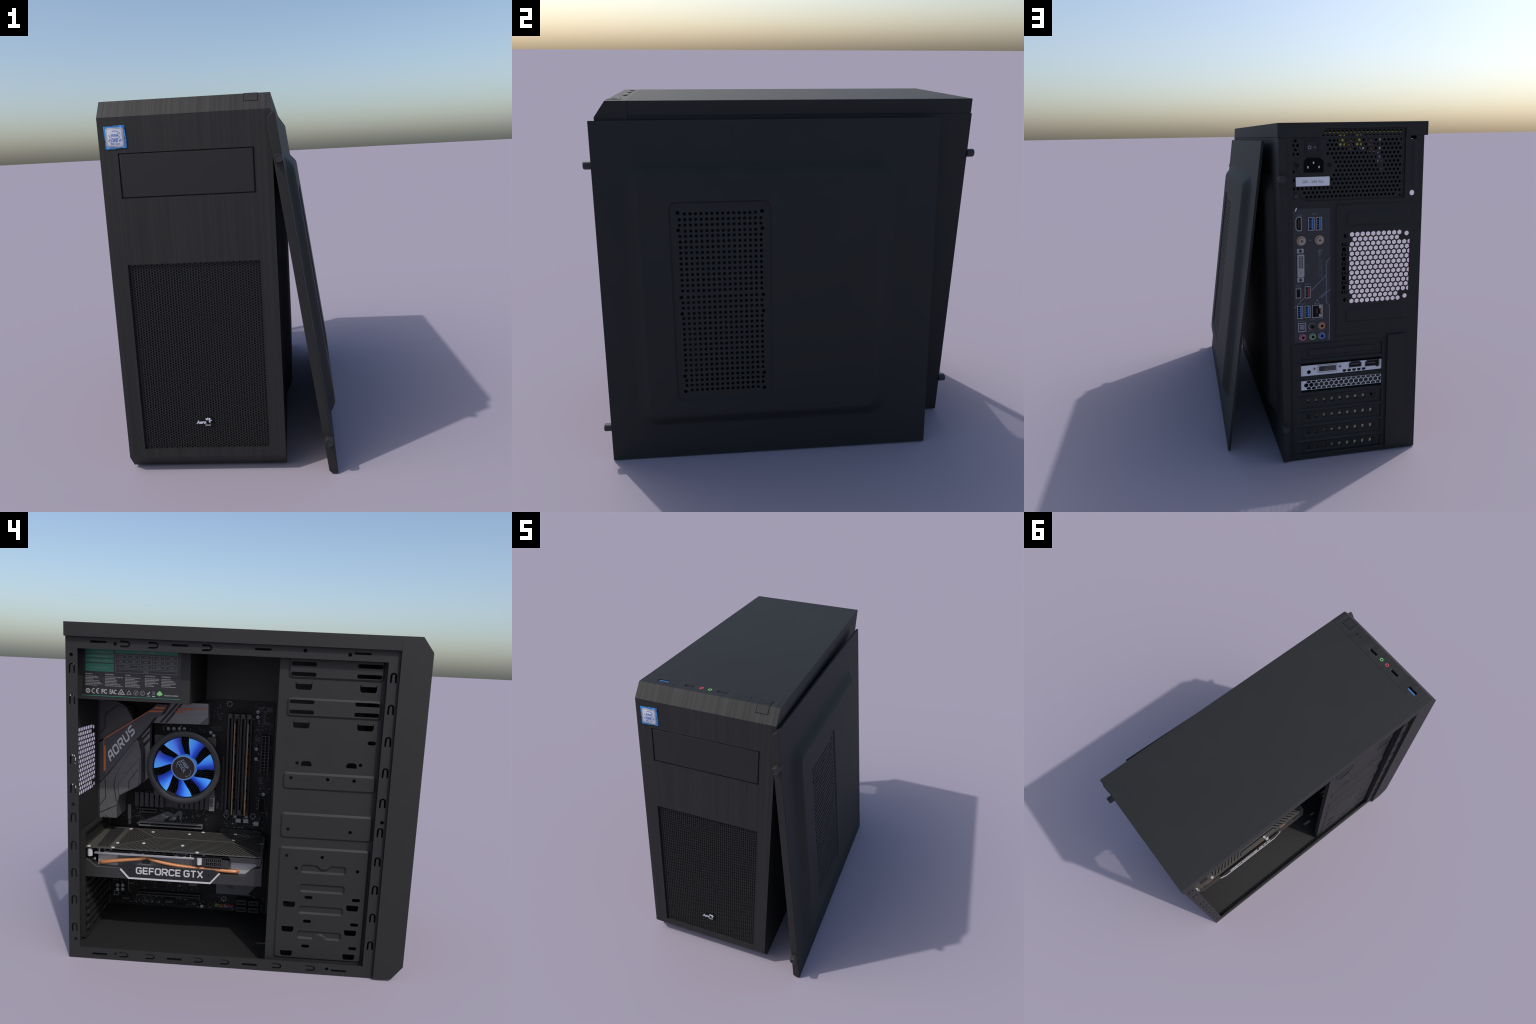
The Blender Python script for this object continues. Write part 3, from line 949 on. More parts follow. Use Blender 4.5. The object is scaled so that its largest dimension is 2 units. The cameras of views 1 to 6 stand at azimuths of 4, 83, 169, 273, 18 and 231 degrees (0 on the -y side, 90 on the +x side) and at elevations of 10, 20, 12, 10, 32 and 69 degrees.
def groove(zc, d, bite):
    """long pressed groove; bite = +1 / -1 puts a round tongue in its upper / lower edge"""
    a0, a1, b0, b1, r = .340 + d, .588 - d, zc - .0245 + d, zc + .0245 - d, max(.014 - d * .6, .004)
    l = []
    for ca, cb, s in ((a1 - r, b0 + r, -90), (a1 - r, b1 - r, 0)):
        l += [(ca + r * math.cos(math.radians(s + 30 * i)), cb + r * math.sin(math.radians(s + 30 * i))) for i in range(4)]
    w, h, ac = .036 + d * .6, .025, .466
    bump = [(ac + w * math.cos(math.pi * i / 8), -h * math.sin(math.pi * i / 8) ** 2) for i in range(9)]
    l += [(x, b1 + (y if bite == 1 else 0)) for x, y in bump]
    for ca, cb, s in ((a0 + r, b1 - r, 90), (a0 + r, b0 + r, 180)):
        l += [(ca + r * math.cos(math.radians(s + 30 * i)), cb + r * math.sin(math.radians(s + 30 * i))) for i in range(4)]
    l += [(x, b0 - (y if bite == -1 else 0)) for x, y in bump[::-1]]
    return l
gl = [(.606, 1), (.494, 0), (.366, 0), (.217, -1)]
for zc, bite in gl:
    o, i_ = groove(zc, 0, bite), groove(zc, .009, bite)
    ph.append(o)
    cg.loft(LC, o, -XP, i_, -XP - .010, "steel")
    cg.plate(LC, i_, -XP - .0115, -XP - .010, "steel")
pad_holes[4] = ph
for (y0, y1, z0, z1), hs in zip(pads, pad_holes):
    pad(cg, LC, -y0, -y1, z0, z1, .018, -XC, -XP, .011, "steel", hs, .003)
for s, y, z, w in (("HDD&SSD", -.275, 1.104, .08), ("HDD", -.470, 1.104, 0), ("SSD", -.611, 1.104, 0), ("SSD", -.274, .818, 0), ("SSD", -.611, .818, 0),
                   ("HDD", -.277, .667, 0), ("HDD", -.470, .667, 0)):
    cg.text(LC, s, -y, z, .014, "screw", -XP, .001)
# rear return and far wall of the cage
cg.box(XC + .0052, XC + .030, -.171, -.166, .0105, 1.797, "steel")
cg.done()
cw = Part("drive_cage_inner_wall", root)
wall_holes = [rrect(.215, .30, z, z + .022, .01) for z in (.12, .26, .40, .60, .80, 1.1)] + [rrect(.60, .68, z, z + .022, .01) for z in (.12, .26, .40, .60, .80, 1.1)]
cw.plate(LC, [rect(.171, .72, .0105, 1.797)] + wall_holes, -.150, -.145, "inner").done()

# ---------------- power supply
ps = Part("power_supply", root, bevel=.002)
px0, px1, py0, py1, pz0, pz1 = -.433, .203, .312, .9462, 1.472, 1.842
ps.box(px0, px0 + .006, py0, py1, pz0, pz1 - .045, "steel")
ps.box(px0 + .0062, px1, py0, py1, pz0, pz0 + .006, "steel")
ps.box(px0 + .0062, px1, py0, py0 + .006, pz0 + .0062, pz1 - .045, "steel")
ps.done()
pm = Part("power_supply_mesh", root)
PR = REAR(YB - .0105)
def psu_keep(a, b):
    x = -a
    if x > .186 or x < -.413 or b > 1.832 or b < 1.485: return False
    if x > .175 and b < 1.55: return False
    if .002 < x < .140 and 1.708 < b < 1.795: return False           # switch
    if -.034 < x < .172 and 1.606 < b < 1.706: return False          # inlet
    if math.hypot(x - .155, b - 1.661) < .034 or math.hypot(x + .015, b - 1.659) < .034: return False
    if -.022 < x < .168 and 1.546 < b < 1.606: return False          # label
    if x > .03 and b > 1.797: return False
    if x > .12 and b < 1.52: return False
    if math.hypot(x + .407, b - 1.785) < .02 or math.hypot(x + .406, b - 1.491) < .022: return False
    return True
ph = honeycomb(-.185, .42, 1.485, 1.8265, .0226, .02193, .0072, 10, keep=psu_keep)
ph += [circle(.405, 1.784, .006, 10), circle(.406, 1.491, .006, 10)]
pm.plate(PR, [neg([(.183, ZC + .003), (.028, ZC + .003), (.001, 1.8405), (-.431, 1.8405), (-.431, 1.795), (-.444, 1.795), (-.444, 1.456), (.10, 1.456), (.191, 1.50), (.191, 1.795), (.183, 1.795)])] + ph, -.003, 0, "steel")
pm.done()
sw = Part("power_switch", root, bevel=.002)
sw.plate(PR, rect(-.114, -.024, 1.714, 1.786), 0, .003, "plastic")
sw.plate(PR, rect(-.104, -.039, 1.724, 1.777), .003, .0055, "plastic")
sw.plate(PR, rect(-.0435, -.0395, 1.726, 1.775), .0055, .010, "plastic").done()
sm = Part("switch_marks", root)
sm.ring(PR, -.090, 1.7495, .0062, .0088, .0056, .0064, "printwhite", 16)
sm.plate(PR, rect(-.068, -.056, 1.7487, 1.7517), .0056, .0064, "printwhite").done()
inl = Part("power_inlet", root)
hexo = [(-.174, 1.661), (-.133, 1.702), (-.004, 1.702), (.039, 1.659), (.004, 1.612), (-.133, 1.612)]
sk = [(-.122, 1.623), (-.016, 1.621), (-.016, 1.680), (-.034, 1.697), (-.105, 1.699), (-.122, 1.681)]
inl.plate(PR, [hexo, sk], 0, .004, "plastic")
inl.plate(PR, sk, .0002, .0008, "socket")
for a, b in ((-.069, 1.672), (-.099, 1.650), (-.040, 1.650)):
    inl.plate(PR, rect(a - .0032, a + .0032, b - .0055, b + .0055), .0008, .003, "bracket")
for a, b in ((-.155, 1.661), (.015, 1.659)):
    inl.cyl(PR, a, b, .011, .004, .0055, "dark", 16)
    inl.plate(PR, strip([(a - .006, b - .001), (a + .006, b + .001)], .0015), .0055, .006, "screw")
inl.done()
lb = Part("voltage_label", root)
lb.plate(PR, rrect(-.163, .0165, 1.5535, 1.6005, .003), .0005, .0025, "label")
lb.text(PR, "200 - 240 Vac", -.073, 1.5695, .0150, "ink", .0025, .0005, "CENTER").done()
ms = Part("case_screw", root)
ms.cyl(REAR(YB - .002), -.164, 1.5015, .0155, 0, .006, "screw", 18, .011)
ms.done()
inn = Part("power_supply_components", root, stuff=True)
yy = YB - .0165
for x, z, w, h, m in ((-.085, 1.787, .030, .066, "yellow"), (-.176, 1.787, .030, .066, "yellow"), (-.205, 1.8225, .42, .004, "yellow"),
                      (-.290, 1.770, .010, .10, "silver"), (-.286, 1.69, .018, .06, "cap"), (-.193, 1.741, .022, .012, "label"), (-.248, 1.724, .03, .012, "cap"),
                      (.055, 1.806, .05, .012, "bluewire"), (-.218, 1.785, .006, .03, "bluewire"), (-.30, 1.65, .02, .07, "smd")):
    inn.box(x - w / 2, x + w / 2, yy - .02, yy, z - h / 2, z + h / 2, m)
for x0, z0, n in ((-.112, 1.80, 4), (-.228, 1.80, 4)):
    for i in range(n):
        inn.tube([(x0 - .001 * i, yy - .012, z0 - .021 * i), (x0 - .032, yy - .012, z0 - .003 - .021 * i)], .008, "coil")
inn.box(px0 + .01, px1 - .002, yy - .06, yy - .055, pz0 + .01, pz1 - .05, "dark")
inn.done()

# rating label on the visible face of the power supply
rl = Part("rating_label", root)
P = LEFT(px0)
rl.plate(P, neg([(.903, 1.491), (.363, 1.491), (.363, 1.795), (.903, 1.795)]), .0002, .0012, "labelblack")
Y = lambda y0, y1, z0, z1: neg([(y0, z0), (y1, z0), (y1, z1), (y0, z1)])
e0, e1 = .0012, .0018
for y0, y1, z0, z1 in ((.884, .729, 1.7205, 1.748), (.722, .382, 1.727, 1.748), (.884, .729, 1.698, 1.7165), (.884, .729, 1.673, 1.6935), (.884, .729, 1.6255, 1.668),
                       (.903, .363, 1.4925, 1.4962)):
    rl.plate(P, Y(y0, y1, z0, z1), e0, e1, "green")
def box_outline(y0, y1, z0, z1, w=.0012):
    rl.plate(P, [Y(y0, y1, z0, z1), Y(y0 - w, y1 + w, z0 + w, z1 - w)], e0, e1, "printdim")
cx = [.722, .653, .584, .515, .446]
for i, (v, c) in enumerate((("+3.3V", "20A"), ("+5V", "17A"), ("+12V", "46A"), ("-12V", "0.3A"), ("+5Vsb", "2.5A"))):
    for zc, s in ((1.709, v), (1.6835, c)):
        box_outline(cx[i], cx[i] - .062, zc - .010, zc + .010)
        rl.text(P, s, -cx[i] + .031, zc - .0045, .0085, "printdim", e0, .0006, "CENTER")
for y0, y1, s in ((.722, .591, "120W"), (.584, .522, "552W"), (.515, .453, "3.6W"), (.446, .384, "12.5W")):
    box_outline(y0, y1, 1.6485, 1.6675)
    rl.text(P, s, -(y0 + y1) / 2, 1.6535, .0085, "printdim", e0, .0006, "CENTER")
box_outline(.722, .384, 1.6245, 1.6425)
rl.text(P, "600W", -.553, 1.629, .0085, "printdim", e0, .0006, "CENTER")
for z, s in ((1.7275, "AC Input"), (1.7035, "DC Output Voltage"), (1.679, "Max. Output Current"), (1.642, "Max. Combined Power")):
    rl.text(P, s, -.8065, z, .0080, "printdim", e1, .0005, "CENTER")
rl.text(P, "230Vac 5A 47-63Hz", -.552, 1.731, .0080, "printdim", e1, .0005, "CENTER")
for y, s, w in ((.884, "PELIGRO", .093), (.776, "WARNING", .098), (.666, "UYARI", .098), (.558, "ATTENTION", .080), (.468, "WARNING", .084)):
    rl.text(P, s, -y, 1.6075, .0072, "printwhite", e0, .0006, bold=.0002)
    z = 1.5985
    for k in range(7 if y > .6 else 6):
        l = w * rng.uniform(.5, 1.0)
        a = -y
        end = a + l
        while a < end - .004:
            ww = min(rng.uniform(.004, .014), end - a)
            rl.plate(P, rect(a, a + ww, z - .0024, z + .0012), e0, e0 + .0004, "printdim", back=False)
            a += ww + .0022
        z -= .0079
# approval marks
rl.ring(P, -.871, 1.520, .0085, .0125, e0, e1, "printwhite")
rl.text(P, "S", -.871, 1.514, .012, "printwhite", e0, .0006, "CENTER", bold=.0004)
def arc(y, z, r, t0, t1, w):
    rl.plate(P, strip([(-y + r * math.cos(math.radians(t0 + (t1 - t0) * i / 10)), z + r * math.sin(math.radians(t0 + (t1 - t0) * i / 10))) for i in range(11)], w), e0, e1, "printwhite")
arc(.836, 1.520, .0125, 80, 280, .0042)
arc(.812, 1.520, .0125, 80, 280, .0042)
rl.plate(P, rect(-.823, -.813, 1.518, 1.522), e0, e1, "printwhite")
rl.text(P, "FC", -.797, 1.508, .024, "printwhite", e0, .0006, bold=.0012, width=.8)
rl.text(P, "EAC", -.752, 1.508, .024, "printwhite", e0, .0006, bold=.0008, width=.62)
tri = lambda s: [(-.687 - .020 * s, 1.518 - .0115 * s), (-.687 + .020 * s, 1.518 - .0115 * s), (-.687, 1.518 + .019 * s)]
rl.plate(P, [tri(1.0), tri(.70)], e0, e1, "printwhite")
rl.plate(P, strip([(-.693, 1.517), (-.688, 1.512), (-.680, 1.523)], .003), e0, e1, "printwhite")
tri2 = lambda s: [(-.645 - .0145 * s, 1.516 - .008 * s), (-.645 + .0145 * s, 1.516 - .008 * s), (-.645, 1.516 + .018 * s)]
rl.plate(P, [tri2(1.0), tri2(.6)], e0, e1, "printdim")
for y in (.607, .571):
    rl.ring(P, -y, 1.519, .0112, .0132, e0, e1, "printdim")
rl.plate(P, strip([(-.615, 1.511), (-.599, 1.527)], .002), e0, e1, "printdim")
rl.text(P, "E", -.612, 1.5125, .012, "printdim", e0, .0006)
rl.text(P, "C", -.571, 1.5125, .013, "printdim", e0, .0006, "CENTER")
rl.plate(P, strip([(-.544, 1.521), (-.540, 1.514), (-.530, 1.529)], .004), e0, e1, "printwhite")
rl.plate(P, rect(-.545, -.529, 1.503, 1.507), e0, e1, "printdim")
rl.plate(P, strip([(-.517, 1.531), (-.503, 1.512)], .0022), e0, e1, "printdim")
rl.plate(P, strip([(-.503, 1.531), (-.517, 1.512)], .0022), e0, e1 + .0002, "printdim")
rl.plate(P, rect(-.518, -.502, 1.5025, 1.5065), e0, e1, "printwhite")
for dy, dz, r in ((0, .006, .0085), (-.008, -.001, .0075), (.008, -.001, .0075), (0, -.006, .006)):
    rl.cyl(P, -.477 + dy, 1.520 + dz, r, e0, e1 + .0001 * rng.random(), "greenlogo", 14)
rl.text(P, "MADE IN CHINA", -.4525, 1.5085, .0085, "printwhite", e0, .0006, width=.9)
rl.done()

# ---------------- motherboard
XB = .186
mb = Part("motherboard", root)
B = LEFT(XB)
mounts = [(.156, 1.445), (.151, .700), (-.028, .703), (.898, .098), (.146, .102), (.898, .700), (.593, 1.238), (.233, 1.238), (.233, .879)]
mb.plate(B, [neg([(.940, .022), (-.138, .022), (-.138, 1.468), (.940, 1.468)])] + [circle(-y, z, .0095, 12) for y, z in mounts], -.006, 0, "pcb")
mb.done()
comp = Part("board_components", root, stuff=True)
for y, z in mounts[:5]:
    for k in range(8):
        t = math.pi * k / 4
        comp.cyl(B, -y + .0165 * math.cos(t), z + .0165 * math.sin(t), .0038, 0, .0008, "cap", 8)
def smd(y0, y1, z0, z1, n):
    for _ in range(int(n * 1.7)):
        y, z = rng.uniform(y0, y1), rng.uniform(z0, z1)
        w, h = rng.choice(((.004, .007), (.007, .004), (.005, .005), (.009, .006), (.0035, .0035)))
        m = rng.choice(("smd", "smd", "chip", "silkdim", "silkdim", "cap"))
        comp.box(XB - .0025, XB + .001, y - w / 2, y + w / 2, z - h / 2, z + h / 2, m)
def pins(y0, z0, nx, nz, p, m="silkdim", s=.0035):
    for i in range(nx):
        for j in range(nz):
            comp.box(XB - .0015, XB + .001, y0 - i * p - s / 2, y0 - i * p + s / 2, z0 - j * p * 1.2 - s / 2, z0 - j * p * 1.2 + s / 2, m)
smd(-.13, -.045, .72, 1.44, 95)
smd(-.045, .0, 1.15, 1.44, 22)
smd(-.12, .18, .60, .69, 40)
smd(.20, .27, 1.34, 1.44, 16)
smd(.20, .92, .03, .09, 85)
smd(.30, .92, .14, .28, 80)
smd(-.13, .19, .03, .15, 45)
smd(.27, .55, .62, .72, 25)
smd(.62, .90, .60, .76, 24)
smd(.25, .60, 1.24, 1.30, 20)
for y, z, nx, nz in ((.545, .245, 3, 5), (.47, .25, 6, 7), (.255, .13, 9, 2), (-.035, .12, 2, 5), (.70, .075, 6, 3), (-.06, .93, 3, 5), (-.06, .82, 3, 5), (.16, .655, 8, 3)):
    pins(y, z, nx, nz, .011)
for y, z, w, h in ((-.045, 1.42, .03, .03), (-.105, 1.42, .035, .03), (-.075, 1.365, .012, .05), (-.035, 1.285, .02, .018), (-.09, 1.33, .03, .02),
                   (-.035, 1.225, .03, .03), (.40, .215, .035, .035), (.545, .215, .03, .04), (.72, .64, .02, .02), (-.07, .95, .02, .05)):
    comp.box(XB - .005, XB + .001, y - w / 2, y + w / 2, z - h / 2, z + h / 2, "chip")
    for i in range(5):
        for sgn in (-1, 1):
            comp.box(XB - .002, XB + .001, y + sgn * (w / 2 + .002) - .002, y + sgn * (w / 2 + .002) + .002, z - h * .4 + i * h * .2 - .0012, z - h * .4 + i * h * .2 + .0012, "silkdim")
comp.done()
capm = Part("capacitor", root)
o = Frame((0, 0, 0), (0, -1, 0), (0, 0, 1))
capm.loft(o, circle(0, 0, .0125, 16), 0, circle(0, 0, .0125, 16), .026, "chip")
capm.loft(o, circle(0, 0, .0125, 16), .026, circle(0, 0, .0112, 16), .028, "cap")
capm.face(o, circle(0, 0, .0112, 16), .028, "cap")
capm.plate(o, strip([(-.0105, -.003), (.0105, -.003)], .004), .028, .0284, "silk")
cob = capm.done()
caps = [(-.031, 1.404), (-.032, 1.371), (-.032, 1.162), (-.033, 1.097), (-.092, .863), (.090, .702), (.014, .704), (.549, 1.266), (.513, 1.267), (.477, 1.269), (.444, 1.270),
        (.883, .163), (.847, .165), (.883, .133), (.847, .136), (.294, .049), (.27, 1.255), (.25, 1.235)]
repeat(cob, [(XB, y, z) for y, z in caps])
ck = Part("choke", root)
ck.box(-.018, .001, -.017, .017, -.013, .013, "cap")
repeat(ck.done(), [(XB, .068, .671), (XB, .017, .671), (XB, -.052, .655)])
tx = Part("board_print", root)
for s, y, z, h, m, rot in (("PCIEX1_1", .762, .672, .010, "silkdim", 0), ("PCIEX16", .762, .654, .010, "silkdim", 0), ("PCIEX1_2", .73, .192, .010, "silkdim", 0),
                           ("P300", .205, .742, .016, "silk", 90), ("Socket 1151 Support 8th Gen Intel Core processors", .178, .735, .0125, "silkdim", 90),
                           ("CPU_FAN", .265, 1.285, .010, "silkdim", 0), ("CPU_OPT", .265, 1.268, .010, "silkdim", 0), ("USB30", -.075, .755, .018, "silk", 90),
                           ("LGA1151", .36, 1.265, .008, "silkdim", 0), ("DDR4", -.125, .70, .012, "silkdim", 90), ("CLR_CMOS", .02, .135, .009, "silkdim", 0),
                           ("ATX_12V", -.12, 1.28, .010, "silkdim", 90), ("VGA", .60, .70, .010, "silkdim", 0)):
    tx.text(B, s, -y, z, h, m, 0, .0006, rot=math.radians(rot))
tx.plate(B, neg([(.765, .604), (.550, .702), (.500, .681), (.575, .641), (.56, .612)]), 0, .0007, "silkdim")
tx.plate(B, neg([(.545, .640), (.480, .706), (.462, .713), (.447, .704), (.452, .672), (.460, .640), (.468, .676), (.480, .678), (.500, .640)]), 0, .0008, "silkdim")
tx.plate(B, neg([(.800, .255), (.650, .255), (.69, .21), (.75, .20)]), 0, .0007, "pcb")
tx.plate(B, strip(neg([(.815, .20), (.815, .13), (.795, .108)]), .002), 0, .0008, "goldpin")
tx.done()
wl = Part("white_tag", root)
wl.plate(B, neg([(.818, .637), (.797, .637), (.797, .735), (.818, .735)]), 0, .012, "smd")
wl.plate(B, neg([(.814, .600), (.799, .600), (.799, .632), (.814, .632)]), 0, .012, "smd").done()
m2 = Part("storage_connector", root)
m2.plate(LEFT(.165), neg([(.268, .727), (.232, .727), (.230, .838), (.266, .838)]), -.02, 0, "cap")
m2.plate(LEFT(.165), neg([(.262, .757), (.240, .757), (.240, .81), (.262, .81)]), 0, .003, "smd")
m2.plate(LEFT(.165), neg([(.39, .19), (.335, .19), (.335, .215), (.36, .26), (.39, .26)]), -.02, -.004, "smd").done()
# slots
def slot(name, y0, y1, z0, z1, m, x=.150):
    s = Part(name, root, bevel=.0015)
    s.plate(LEFT(x), [Y(y0, y1, z0, z1), Y(y0 - .008, y1 + .008, z0 + (z1 - z0) * .30, z1 - (z1 - z0) * .30)], -.036, 0, m)
    s.plate(LEFT(x), Y(y0 - .001, y1 + .001, z0 + .001, z1 - .001), -.036, -.012, "dark")
    yk = y0 - (y0 - y1) * .17
    s.plate(LEFT(x), Y(yk, yk - .005, z0 + .002, z1 - .002), -.014, -.0006, m)
    s.done()
slot("expansion_slot", .739, .306, .599, .631, "hgrey")
slot("expansion_slot", .734, .615, .692, .723, "slot")
slot("expansion_slot", .735, .305, .105, .133, "slot")
ex = Part("slot_latch", root)
ex.plate(LEFT(.145), neg([(.178, .565), (-.06, .565), (-.10, .60), (-.065, .615), (.178, .618), (.19, .605)]), -.03, 0, "chip").done()
# memory: four sockets, two fitted sticks
rs = Part("memory_socket", root, bevel=.0015)
rs.plate(LEFT(0), [rect(-.0185, .0185, -.330, .330), rect(-.005, .005, -.320, .320)], 0, .05, "chip")
rs.plate(LEFT(0), rect(.0085, .0105, -.325, .325), .05, .0515, "slot")
rs.plate(LEFT(0), rect(-.0185, .0185, -.345, -.3305), 0, .045, "slot")
rs.plate(LEFT(0), rect(-.012, .012, -.331, -.30), .05, .075, "slot")
rs.plate(LEFT(0), rect(-.012, .012, .30, .331), .05, .075, "slot")
repeat(rs.done(), [(XB, y, 1.058) for y in (.142, .100, .060, .019)])
rm = Part("memory_stick", root)
rm.plate(LEFT(0), rect(-.0028, .0028, -.300, .300), .02, .128, "pcb")
rm.plate(LEFT(0), rect(-.0030, .0030, -.300, .300), .1282, .1292, "ramedge")
for i in range(8):
    rm.box(-.118, -.06, -.0075, -.003, -.27 + i * .072, -.215 + i * .072, "chip")
repeat(rm.done(), [(XB, y, 1.036) for y in (.106, .022)])
atx = Part("power_connector", root)
aa = []
for i in range(12):
    for j in range(2):
        aa.append(rect(.066 + j * .023 + .003, .066 + j * .023 + .020, 1.246 - i * .0202 - .0165, 1.246 - i * .0202))
atx.plate(LEFT(.145), [rect(.064, .117, 1.006, 1.252)] + aa, -.04, 0, "slot")
atx.plate(LEFT(.145), rect(.065, .116, 1.007, 1.251), -.04, -.012, "dark").done()
hd = Part("pin_header", root)
for y0, y1, z0, z1, m in ((.573, .481, .045, .085, "chip"), (.472, .403, .042, .075, "chip"), (.387, .322, .042, .080, "chip"), (.86, .78, .055, .09, "chip"),
                          (-.062, -.105, .735, .835, "chip"), (-.075, -.105, .67, .72, "chip")):
    hd.plate(LEFT(.165), [Y(y0, y1, z0, z1), Y(y0 - .004, y1 + .004, z0 + .004, z1 - .004)], -.02, 0, m)
    hd.plate(LEFT(.165), Y(y0 - .001, y1 + .001, z0 + .001, z1 - .001), -.02, -.006, "dark")
for s, y, z, h in (("COM", .553, .053, .017), ("USB", .375, .050, .017), ("AUDIO", .85, .062, .012)):
    hd.text(LEFT(.170), s, -y, z, h, "silk", 0, .0006)
hd.done()
fp = Part("front_panel_pins", root)
for i in range(10):
    for j in range(2):
        c = ((0, 0), (0, 1), (1, 1), (2, 0), (2, 2), (3, 3), (2, 3), (2, 2), (2, 4), (2, 4))[i][j]
        fp.plate(LEFT(.168), rect(-.204 + i * .0126, -.204 + i * .0126 + .0112, .060 - j * .0125, .071 - j * .0125), -.018, 0, M["conn"][c])
fp.done()
sa = Part("drive_port", root, bevel=.0015)
sa.box(.120, XB, -.034, .034, -.017, .017, "slot")
sa.box(.1185, .1199, -.026, .026, -.006, .006, "dark")
repeat(sa.done(), [(0, .020, .112), (0, -.062, .110), (0, .020, .062), (0, -.062, .060)])

# heatsinks
hs = Part("chipset_heatsink", root)
hs.plate(LEFT(.150), neg([(.765, .737), (.27, .737), (.27, .838), (.765, .838)]), -.036, -.018, "hlow")
for i in range(15):
    y = .760 - i * .0335
    if .50 < y < .58: continue
    hs.box(.135, .168, y - .025, y, .739, .836, "hlow")
hs.done()
cs = Part("chipset_plate", root)
cs.plate(LEFT(.160), neg([(.199, .150), (-.016, .150), (-.070, .215), (-.070, .30), (.199, .30)]), -.025, 0, "hgrey")
cs.plate(LEFT(.160), neg([(.14, .215), (.09, .18), (.075, .20), (.10, .225)]), 0, .001, "shroud").done()

XH = .085
th = Part("regulator_heatsink", root)
H = LEFT(XH)
th.plate(H, neg([(.655, 1.306), (.626, 1.340), (.564, 1.372), (.513, 1.445), (.282, 1.445), (.278, 1.312)]), -.09, 0, "hsilver")
th.plate(H, neg([(.335, 1.312), (.280, 1.313), (.282, 1.362)]), .0002, .0012, "hgrey")
for l in ([(.594, 1.311), (.574, 1.311), (.466, 1.440), (.486, 1.440)], [(.560, 1.311), (.542, 1.311), (.440, 1.440), (.458, 1.440)]):
    th.plate(H, neg(l), .0002, .0014, "labelblack")
for l in ([(.474, 1.4085), (.284, 1.414), (.284, 1.4085), (.379, 1.4065), (.385, 1.399), (.478, 1.398)], [(.488, 1.3895), (.437, 1.3895), (.448, 1.379), (.493, 1.379)]):
    th.plate(H, neg(l), .0014, .0022, "orange")
th.done()
vh = Part("regulator_heatsink", root)
vh.plate(H, neg([(.730, 1.190), (.654, 1.290), (.650, .955), (.710, .900), (.730, .905)]), -.09, 0, "hsilver")
for l in ([(.721, 1.181), (.653, 1.258), (.653, 1.240), (.693, 1.198), (.704, 1.160), (.721, 1.150)], [(.712, 1.150), (.653, 1.213), (.653, 1.192), (.711, 1.120)]):
    vh.plate(H, neg(l), .0002, .0014, "labelblack")
vh.box(.10, XB, .645, .66, .95, 1.30, "chip")
vh.done()
# port shroud beside the rear panel
XS = -.030
sh = Part("port_shroud", root, bevel=.002)
F = LEFT(XS)
sh.plate(F, neg([(.946, 1.447), (.830, 1.439), (.774, 1.408), (.729, 1.328), (.917, 1.202), (.946, 1.192)]), -.21, -.008, "shroud")
sh.plate(F, neg([(.946, .917), (.909, .956), (.728, 1.188), (.717, 1.209), (.702, 1.207), (.682, 1.129), (.680, .935), (.700, .909), (.817, .843), (.834, .792),
                 (.834, .695), (.946, .694)]), -.21, -.002, "shroud2")
sh.plate(F, neg([(.946, 1.18), (.917, 1.2), (.909, .959), (.946, .921)]), -.21, -.006, "shroud")
sh.plate(F, neg([(.823, .920), (.698, 1.080), (.688, 1.09), (.690, .938), (.703, .913), (.817, .848)]), -.001, .007, "shroud2")
sh.done()
bd = Part("shroud_band", root, bevel=.002)
bd.plate(F, neg([(.917, 1.200), (.729, 1.325), (.634, 1.392), (.585, 1.436), (.515, 1.436), (.556, 1.367), (.598, 1.351), (.633, 1.300), (.716, 1.200), (.911, .959)]), -.10, .004, "shroud")
bd.done()
bm_ = Part("shroud_marks", root)
for l in ([(.917, 1.200), (.909, 1.2105), (.729, 1.329), (.640, 1.388), (.640, 1.383), (.729, 1.3225), (.912, 1.2005)],
          [(.917, 1.198), (.912, 1.196), (.912, 1.164), (.902, 1.156), (.902, 1.008), (.916, .993)],
          [(.590, 1.4190), (.527, 1.4195), (.5335, 1.408), (.604, 1.406)], [(.629, 1.396), (.543, 1.3975), (.550, 1.387), (.640, 1.385)]):
    bm_.plate(F, neg(l), .0042, .0055, "orange")
bm_.strokes(F, "AORUS", -.872, 1.060, .052, .0100, .0080, "smd2", .0042, .0010, rot=math.atan2(1.250 - 1.062, .872 - .720), shear=.42)
for l in ([(.830, 1.417), (.909, 1.357), (.911, 1.271), (.945, 1.233)], [(.830, 1.417), (.774, 1.402), (.735, 1.333)]):
    bm_.plate(F, strip(neg(l), .006), -.0078, -.0062, "labelblack")
for l in ([(.909, .950), (.904, .829), (.944, .774)], [(.836, .780), (.945, .726)], [(.755, 1.130), (.840, .972), (.852, .913), (.836, .804)]):
    bm_.plate(F, strip(neg(l), .004), -.0018, -.0005, "labelblack")
for l in ([(.698, 1.020), (.754, .942), (.754, .890)],):
    bm_.plate(F, strip(neg(l), .004), .0072, .0085, "labelblack")
for a, b in ((.81, 1.03), (.79, 1.065), (.765, 1.10), (.745, 1.135)):
    bm_.plate(F, strip(neg([(a, b), (a - .03, b + .045), (a - .055, b + .06)]), .003), -.0018, .0012, "hgrey")
bm_.plate(F, strip(neg([(.846, .900), (.838, .972), (.775, 1.09), (.735, 1.165)]), .003), -.0018, .0006, "smd")
for y in (.918, .903, .887):
    bm_.cyl(F, -y, .704 + (.006 if y == .903 else 0), .005, -.002, .003, "chrome", 10)
bm_.done()

